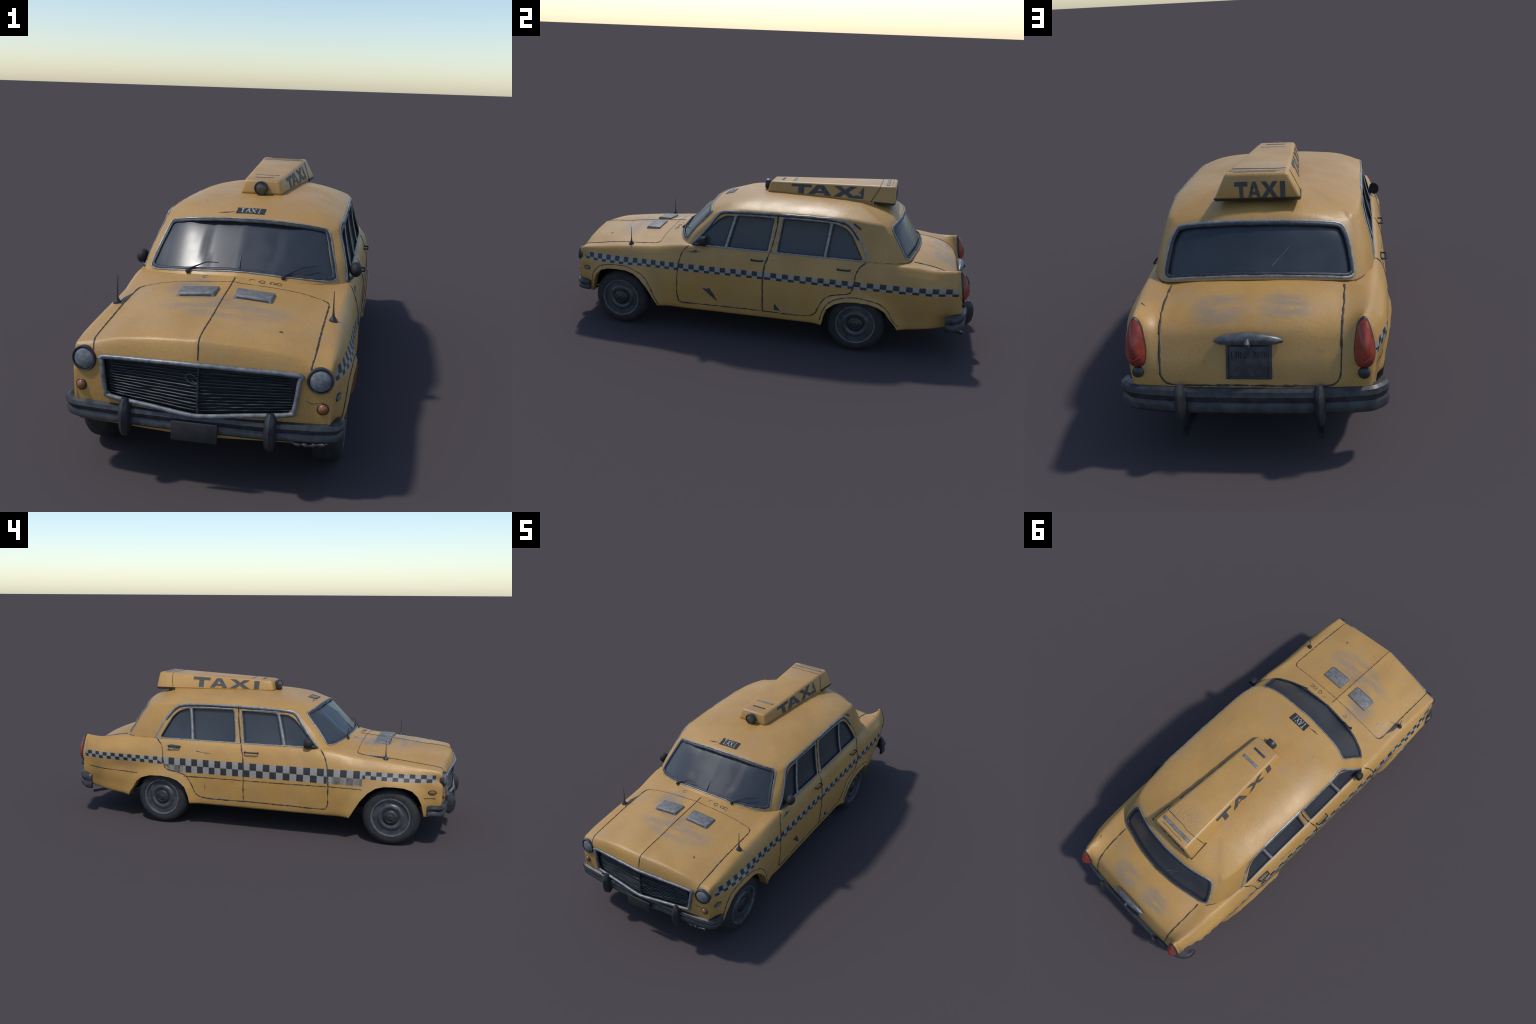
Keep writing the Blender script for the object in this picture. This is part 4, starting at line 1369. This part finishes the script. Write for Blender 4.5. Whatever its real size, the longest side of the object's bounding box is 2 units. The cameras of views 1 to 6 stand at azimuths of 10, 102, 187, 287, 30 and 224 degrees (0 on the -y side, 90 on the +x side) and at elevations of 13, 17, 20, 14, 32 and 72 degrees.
L = lambda y, z: on_side(y, z, 1)
R = lambda y, z: on_side(y, z, -1)
T = lambda x, y: on_top(x, y)
splash("scrape_or_recess", [(-0.287, 0.243), (-0.265, 0.238), (-0.250, 0.242), (-0.236, 0.222), (-0.228, 0.212), (-0.222, 0.196), (-0.210, 0.177), (-0.248, 0.206), (-0.272, 0.228)], L, SCRATCH, DOORS[DF])
splash("scrape_or_recess", [(0.070, 0.201), (0.083, 0.184), (0.101, 0.163), (0.086, 0.166), (0.069, 0.168)], L, SCRATCH, DOORS[DR])
splash("scrape_or_recess", [(-0.370, 0.409), (-0.345, 0.413), (-0.326, 0.422), (-0.318, 0.415), (-0.296, 0.416), (-0.33, 0.409)], L, SCRATCH, DOORS[DF])
splash("scrape_or_recess", [(0.388, 0.6225), (0.420, 0.605), (0.452, 0.585), (0.446, 0.578), (0.415, 0.598)], L, SCRATCH)
splash("scrape_or_recess", [(0.425, 0.411), (0.400, 0.416), (0.362, 0.413), (0.346, 0.412), (0.356, 0.399), (0.385, 0.395)], R, SCRATCH, DOORS[DR + 1])  # flat dark patch stands in for the recessed handle scoop
splash("scrape_or_recess", [(0.424, 0.391), (0.400, 0.389), (0.408, 0.385)], R, SCRATCH, DOORS[DR + 1])
splash("scoop_highlight", [(0.405, 0.405), (0.380, 0.408), (0.360, 0.405), (0.375, 0.397), (0.392, 0.397)], R, CHROME, DOORS[DR + 1], 0.002)  # chrome flake draws in the highlight of the handle scoop
splash("scrape_or_recess", [(0.217, 0.232), (0.212, 0.212), (0.219, 0.193), (0.215, 0.210)], R, SCRATCH, DOORS[DR + 1])
splash("scrape_or_recess", [(-0.310, -0.690), (-0.302, -0.640), (-0.307, -0.590), (-0.322, -0.635), (-0.322, -0.668)], T, SCRATCH)
splash("scrape_or_recess", [(-0.055, -0.262), (-0.085, -0.270), (-0.11, -0.266), (-0.085, -0.264)], T, SCRATCH)
splash("scrape_or_recess", [(0.205, -0.835), (0.197, -0.826), (0.192, -0.834)], T, SCRATCH)
splash("scrape_or_recess", [(0.326, 0.81), (0.312, 0.822), (0.324, 0.806)], T, SCRATCH)
strip("scratch", [(0.262, 0.393), (0.225, 0.387), (0.185, 0.386)], R, 0.0011, SCRATCH, DOORS[DR + 1], vary=0.8, flat=0.4)
splash("scrape_or_recess", [(0.283, 0.276), (0.291, 0.270), (0.300, 0.268), (0.325, 0.272), (0.300, 0.2665)], lambda x, z: on_front(x, z), SCRATCH)
splash("scrape_or_recess", [(-0.395, 0.154), (-0.36, 0.156), (-0.30, 0.154), (-0.36, 0.1525)], L, SCRATCH)

for s in (1, -1):
    h = on_side(-0.335 if s > 0 else -0.345, 0.447, s)
    foot = h[0]
    c = Vector((s * 0.372, -0.292, 0.468)) if s > 0 else Vector((s * 0.371, -0.305, 0.466))
    arm = tube("mirror_arm", catmull([foot - Vector((s * 0.006, 0, 0.004)), foot + Vector((s * 0.010, 0.006, -0.001)), c + Vector((s * -0.004, -0.004, -0.014)), c], 4), 0.0046, GUARD, DOORS[DF + (s < 0)], sides=7)
    lathe("wing_mirror", [(0.001, -0.024), (0.010, -0.0215), (0.018, -0.014), (0.0215, -0.004), (0.0225, 0.010), (0.0205, 0.0135), (0.0195, 0.011), (0.001, 0.011)], c, (s * -0.12, 1, 0), BLACK, arm, 20, squash=(1.12, 0.92), start=(0, 0, 1))
    splash("mirror_base", [(y, z) for y, z in ((-0.352, 0.440), (-0.312, 0.438), (-0.322, 0.452), (-0.335, 0.458), (-0.348, 0.449))], (L, None, R)[1 - s], GUARD, DOORS[DF + (s < 0)], 0.004)
    b = on_top(s * 0.327, -0.673)[0]
    ae = lathe("aerial", [(0.013, -0.003), (0.0125, 0.003), (0.009, 0.008), (0.005, 0.014), (0.0032, 0.022), (0.0022, 0.034), (0.0016, 0.06), (0.0010, 0.088), (0.0003, 0.090)], b, (s * -0.02, 0.02, 1), GUARD, None, 12, angle=60)
    # screen wiper
    x0 = -0.152 if s < 0 else 0.160
    p = [(x0, 0.472), (x0 + 0.025, 0.481), (x0 + 0.05, 0.489), (x0 + 0.088, 0.492)]
    pts = []
    for i, (x, z) in enumerate(p):
        h = on_front(x, z, CABIN_SKIN)
        pts.append(h[0] + h[1] * (0.007, 0.010, 0.012, 0.008)[i])
    pts = catmull([pts[0] + Vector((-0.012, -0.006, -0.006))] + pts, 4)
    tube("wiper", pts, [0.0036 - 0.0026 * i / len(pts) for i in range(len(pts))], BLACK, SCREEN, sides=6)
    lathe("wiper_pivot", [(0.0075, -0.004), (0.007, 0.003), (0.004, 0.006), (0.001, 0.0065)], pts[0] - Vector((0, 0, 0.004)), (0, -0.5, 1), BLACK, SCREEN, 10)

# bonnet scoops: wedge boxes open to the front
for s in (1, -1):
    x0, x1 = (0.026, 0.147) if s > 0 else (-0.147, -0.026)
    yf, yb = -0.668, -0.592
    zt = lambda x, y: on_top(x, y, BODY_SKIN)[0].z
    lowc = [(x0, yf, zt(x0, yf) - 0.004), (x1, yf, zt(x1, yf) - 0.004), (x1, yb, zt(x1, yb) - 0.004), (x0, yb, zt(x0, yb) - 0.004)]
    hic = [(x0 + 0.006, yf + 0.008, zt(x0, yf) + 0.013), (x1 - 0.006, yf + 0.008, zt(x1, yf) + 0.013), (x1 - 0.002, yb, zt(x1, yb) + 0.008), (x0 + 0.002, yb, zt(x0, yb) + 0.008)]
    sc = mesh_from("bonnet_scoop", *box_geo(lowc + hic), VENT, None, False)
    bevel_mesh(sc, 0.003)
    mo = [(x0 + 0.010, yf + 0.0005, zt(x0, yf) + 0.001), (x1 - 0.010, yf + 0.0005, zt(x1, yf) + 0.001), (x1 - 0.012, yf + 0.0035, zt(x1, yf) + 0.006), (x0 + 0.012, yf + 0.0035, zt(x0, yf) + 0.006)]
    tube("scoop_lip", [mo[3], Vector(mo[3]).lerp(Vector(mo[2]), 0.5), mo[2]], 0.0016, SCRATCH, sc, sides=5)

# small painted rings and dashes by the screen base
rings = [(0.056, -0.500, 0.008, 0.55, 0.0009), (0.088, -0.502, 0.0085, 0.9, 0.0016), (0.122, -0.502, 0.0075, 0.6, 0.0015), (0.143, -0.502, 0.008, 0.85, 0.0017), (-0.098, -0.494, 0.0075, 0.8, 0.0009)]
for x, y, r, part, w in rings:
    p2 = [(x + r * 1.15 * math.cos(a), y + r * math.sin(a)) for a in np.linspace(0.6, 0.6 + math.tau * part * 0.97, 16)]
    strip("painted_ring", p2, lambda a, b: on_top(a, b, BODY_SKIN), w, SCRATCH, None, flat=0.3, vary=0.4, step=0.005)
strip("painted_ring", [(0.124, -0.510), (0.138, -0.494)], lambda a, b: on_top(a, b, BODY_SKIN), 0.0014, SCRATCH, None, flat=0.3, step=0.005)

# stencilled plaque on the roof edge
def roof_pt(x, y, lift):
    h = on_top(x, y, CABIN_SKIN)
    return h[0] + h[1] * lift


B = Build()
x0, x1, ya, yb = -0.050, 0.050, -0.272, -0.228
nx, ny = 10, 5
gridp = [[(x0 + (x1 - x0) * i / nx + (0.003 if 0 < j < ny and i == 0 and j % 2 else 0), ya + (yb - ya) * j / ny) for i in range(nx + 1)] for j in range(ny + 1)]
V = [roof_pt(x, y, 0.0016) for row in gridp for x, y in row] + [roof_pt(x, y, -0.002) for row in gridp for x, y in row]
W = nx + 1
F = [(j * W + i, j * W + i + 1, (j + 1) * W + i + 1, (j + 1) * W + i) for j in range(ny) for i in range(nx)]
o = W * (ny + 1)
per = [i for i in range(W)] + [j * W + nx for j in range(1, ny + 1)] + [ny * W + i for i in range(nx - 1, -1, -1)] + [j * W for j in range(ny - 1, 0, -1)]
F += [(per[i], per[(i + 1) % len(per)], per[(i + 1) % len(per)] + o, per[i] + o) for i in range(len(per))]
plaque = mesh_from("roof_plaque", V, F, BLACK, None, False)
B = Build()
r2 = random.Random(21)
glyphs = {"T": [((0, 1), (1, 1)), ((.5, 1), (.5, 0))], "A": [((0, 0), (.5, 1)), ((.5, 1), (1, 0)), ((.2, .4), (.8, .4))], "X": [((0, 0), (1, 1)), ((0, 1), (1, 0))], "I": [((.5, 0), (.5, 1))]}
for gi, ch in enumerate("TAXI"):
    gx = -0.036 + gi * 0.0195
    for a, b in glyphs[ch]:
        pa = (gx + a[0] * 0.0155, -0.268 + a[1] * 0.035)
        pb = (gx + b[0] * 0.0155, -0.268 + b[1] * 0.035)
        pieces = 4
        for i in range(pieces):          # stencil paint broken into fragments
            t0, t1 = (i + r2.uniform(0, 0.15)) / pieces, (i + r2.uniform(0.7, 1.0)) / pieces
            q = [(pa[0] + (pb[0] - pa[0]) * t + r2.uniform(-0.0024, 0.0024), pa[1] + (pb[1] - pa[1]) * t + r2.uniform(-0.001, 0.001)) for t in (t0, (t0 + t1) / 2, t1)]
            pts = [roof_pt(x, y, 0.0016) for x, y in q]
            B.add(*tube_geo(pts, [r2.uniform(0.0016, 0.0032) for _ in pts], 5, flat=0.3, normals=[(0, -0.3, 1)] * 3))
B.make("plaque_lettering", WHITE_MARK, plaque, kind="stuff")


# ------------------------------------------------------------------ roof sign
def sign_section(y):
    """half widths at foot and top, and heights, at a station along the sign."""
    t = (y + 0.05) / 0.63
    return 0.079 + 0.055 * t, 0.066 + 0.029 * t, 0.669, 0.722 + 0.027 * t


foot0, foot1 = -0.050, 0.588
V, F = [], []
ny = 10
for i in range(ny + 1):
    y = foot0 + (foot1 - foot0) * i / ny
    wb, wt, zb, zt = sign_section(y)
    lean = 0.014 if i == 0 else -0.005 if i == ny else 0.0
    V += [(-wb, y, zb), (wb, y, zb), (wt, y + lean, zt), (-wt, y + lean, zt)]
for i in range(ny):
    for k in range(4):
        l = (k + 1) % 4
        F.append((4 * i + k, 4 * i + l, 4 * i + 4 + l, 4 * i + 4 + k))
F += [(0, 1, 2, 3), (4 * ny, 4 * ny + 1, 4 * ny + 2, 4 * ny + 3)]
SIGN = mesh_from("roof_sign", V, F, SIGN_PAINT, None, False)
bevel_mesh(SIGN, 0.010, 3)
# skirt from sign foot down to the roof
B = Build()
ys = np.linspace(-0.040, 0.50, 12)
for s in (1, -1):
    V = []
    for y in ys:
        x = s * (sign_section(y)[0] - 0.006)
        V += [(x, y, 0.672), (x, y, min(0.668, on_top(x, y, CABIN_SKIN)[0].z - 0.004))]
    B.add(V, [(2 * i, 2 * i + 1, 2 * i + 3, 2 * i + 2) for i in range(len(ys) - 1)])
V = []
for y in (-0.040, 0.50):
    x = sign_section(y)[0] - 0.006
    B.add([(-x, y, 0.672), (x, y, 0.672), (x, y, on_top(x, y, CABIN_SKIN)[0].z - 0.006), (-x, y, on_top(x, y, CABIN_SKIN)[0].z - 0.006)], [(0, 1, 2, 3)])
B.make("sign_mount", SIGN_PAINT, SIGN, False)
wb = sign_section(0.50)[0]
wc = sign_section(0.578)[0]
mesh_from("sign_gasket", *box_geo([(-wb + 0.004, 0.485, 0.660), (wb - 0.004, 0.485, 0.660), (wc - 0.004, 0.578, 0.6625), (-wc + 0.004, 0.578, 0.6625),
                                  (-wb - 0.001, 0.485, 0.673), (wb + 0.001, 0.485, 0.673), (wc + 0.001, 0.588, 0.673), (-wc - 0.001, 0.588, 0.673)]), GUARD, SIGN, False)


def sign_side(y, f, s, lift=0.0):
    """Point on a side face: f 0 at foot, 1 at top."""
    wb, wt, zb, zt = sign_section(y)
    n = Vector((zt - zb, -0.06, wb - wt)).normalized()
    p = Vector((wb + (wt - wb) * f, y + 0.0 * f, zb + (zt - zb) * f)) + n * lift
    return Vector((s * p.x, p.y, p.z))


def sign_top(x, y, lift=0.0):
    return Vector((x, y, sign_section(y)[3] + lift))


def sign_back(x, f, lift=0.0):
    return Vector((x, 0.588 - 0.005 * f + lift, 0.669 + 0.080 * f))


# block letters on a unit cell
LETTERS = {
    "T": [[(0, 1), (1, 1), (1, .72), (.64, .72), (.64, 0), (.36, 0), (.36, .72), (0, .72)]],
    "A": [[(0, 0), (.36, 1), (.64, 1), (1, 0), (.74, 0), (.67, .2), (.33, .2), (.26, 0)]],
    "X": [[(0, 1), (.30, 1), (.5, .68), (.70, 1), (1, 1), (.66, .52), (1, 0), (.70, 0), (.5, .34), (.30, 0), (0, 0), (.34, .52)]],
    "I": [[(0, 0), (0, 1), (1, 1), (1, 0)]],
    "i": [[(.62, 0), (.55, .55), (.15, .42), (.95, 1.0), (1, .5), (1, 0)], [(-1.1, .12), (-.55, .22), (.1, .28), (.62, .16), (.5, 0), (-.6, 0)]],
}
HOLE_A = [(.40, .40), (.5, .70), (.60, .40)]


def letter(ch, place, parent, mat, thick=0.0011):
    """Slab letter; place(u, v, lift) maps the unit cell to the sign."""
    B = Build()
    for poly in LETTERS[ch]:
        n = len(poly)
        up = [place(u, v, thick) for u, v in poly]
        lo = [place(u, v, -0.001) for u, v in poly]
        B.add(up + lo, [tuple(range(n)), tuple(range(n, 2 * n))] + [(i, (i + 1) % n, n + (i + 1) % n, n + i) for i in range(n)])
    ob = B.make("sign_letter", mat, parent, False)
    if ch == "A":
        n = 3
        up = [place(u, v, thick + 0.0006) for u, v in HOLE_A]
        lo = [place(u, v, -0.001) for u, v in HOLE_A]
        mesh_from("letter_eye", up + lo, [(0, 1, 2), (3, 4, 5), (0, 1, 4, 3), (1, 2, 5, 4), (2, 0, 3, 5)], SIGN_PAINT, ob, False)
    return ob


F0, F1 = 0.14, 0.86
for ch, y0, y1 in (("T", 0.074, 0.174), ("A", 0.160, 0.276), ("X", 0.286, 0.396), ("i", 0.404, 0.432)):
    letter(ch, lambda u, v, l, a=y0, b=y1: sign_side(a + (b - a) * u, F0 + (F1 - F0) * v, 1, l + 0.0008), SIGN, LETTER)
for ch, y0, y1 in (("T", 0.388, 0.294), ("A", 0.292, 0.199), ("X", 0.185, 0.079), ("I", 0.055, 0.028)):
    letter(ch, lambda u, v, l, a=y0, b=y1: sign_side(a + (b - a) * u, F0 + (F1 - F0) * v, -1, l + 0.0008), SIGN, LETTER)
for ch, x0, x1 in (("T", 0.067, 0.027), ("A", 0.026, -0.012), ("X", -0.014, -0.065), ("I", -0.072, -0.087)):
    letter(ch, lambda u, v, l, a=x0, b=x1: sign_back(a + (b - a) * u, 0.06 + 0.62 * v, l + 0.0005), SIGN, LETTER)

for y, x, w in ((0.020, 0.035, 0.006), (0.080, 0.047, 0.0075), (0.545, 0.085, 0.0085)):
    pts = [sign_top(x * (1 - 2 * i / 8), y, 0.0002) for i in range(9)]
    V, F = tube_geo(pts, w, 6, flat=0.12, normals=[(0, 0, 1)] * 9)
    mesh_from("sign_stripe", V, F, SCRATCH if y < 0.05 else VENT, SIGN)
seam = [sign_side(0.470, 0.02, 1, 0.0004), sign_side(0.492, 0.5, 1, 0.0004), sign_side(0.508, 0.90, 1, 0.0004)]
seam += [sign_top(x, 0.512 + RNG.uniform(-0.004, 0.004), 0.0002) for x in (0.082, 0.04, 0.0, -0.04, -0.082)]
seam += [sign_side(0.508, 0.90, -1, 0.0004), sign_side(0.503, 0.5, -1, 0.0004), sign_side(0.495, 0.02, -1, 0.0004)]
tube("sign_seam", seam, [0.0013 + RNG.uniform(-0.0004, 0.0006) for _ in seam], DARK_LINE, SIGN, sides=6)
tube("sign_crack", [sign_top(0.072 - 0.13 * i / 7, 0.565 + RNG.uniform(-0.002, 0.002), 0.0003) for i in range(8)], 0.0012, DARK_LINE, SIGN, sides=5)
# spot lamp on the front of the sign
c = Vector((0.001, -0.046, 0.694))
sl = lathe("sign_lamp", [(0.020, -0.004), (0.0255, 0.004), (0.0265, 0.018), (0.025, 0.025), (0.0225, 0.026), (0.021, 0.022)], c, (0, -1, 0.05), GUARD, SIGN, 20, squash=(1, 1))
lathe("sign_lamp_lens", [(0.0215, 0.015), (0.020, 0.0225), (0.012, 0.0255), (0.001, 0.0265)], c, (0, -1, 0.05), grainy("amber_brown_glass", (0.055, 0.048, 0.036), (0.12, 0.10, 0.07), 0.35, 0.0, 60.0), sl, 20)
# crack in the rear glass
h0, h1 = rr_(-0.05, 0.50), rr_(-0.10, 0.545)
tube("glass_crack", [h0[0] + h0[1] * -0.0075, (h0[0] + h1[0]) / 2 + h0[1] * -0.0073, h1[0] + h1[1] * -0.0075], [0.0012, 0.0004, 0.0006], grainy("tan_chip", (0.35, 0.25, 0.15), (0.25, 0.18, 0.10)), REARGLASS, sides=4)

body.free()
cabin.free()
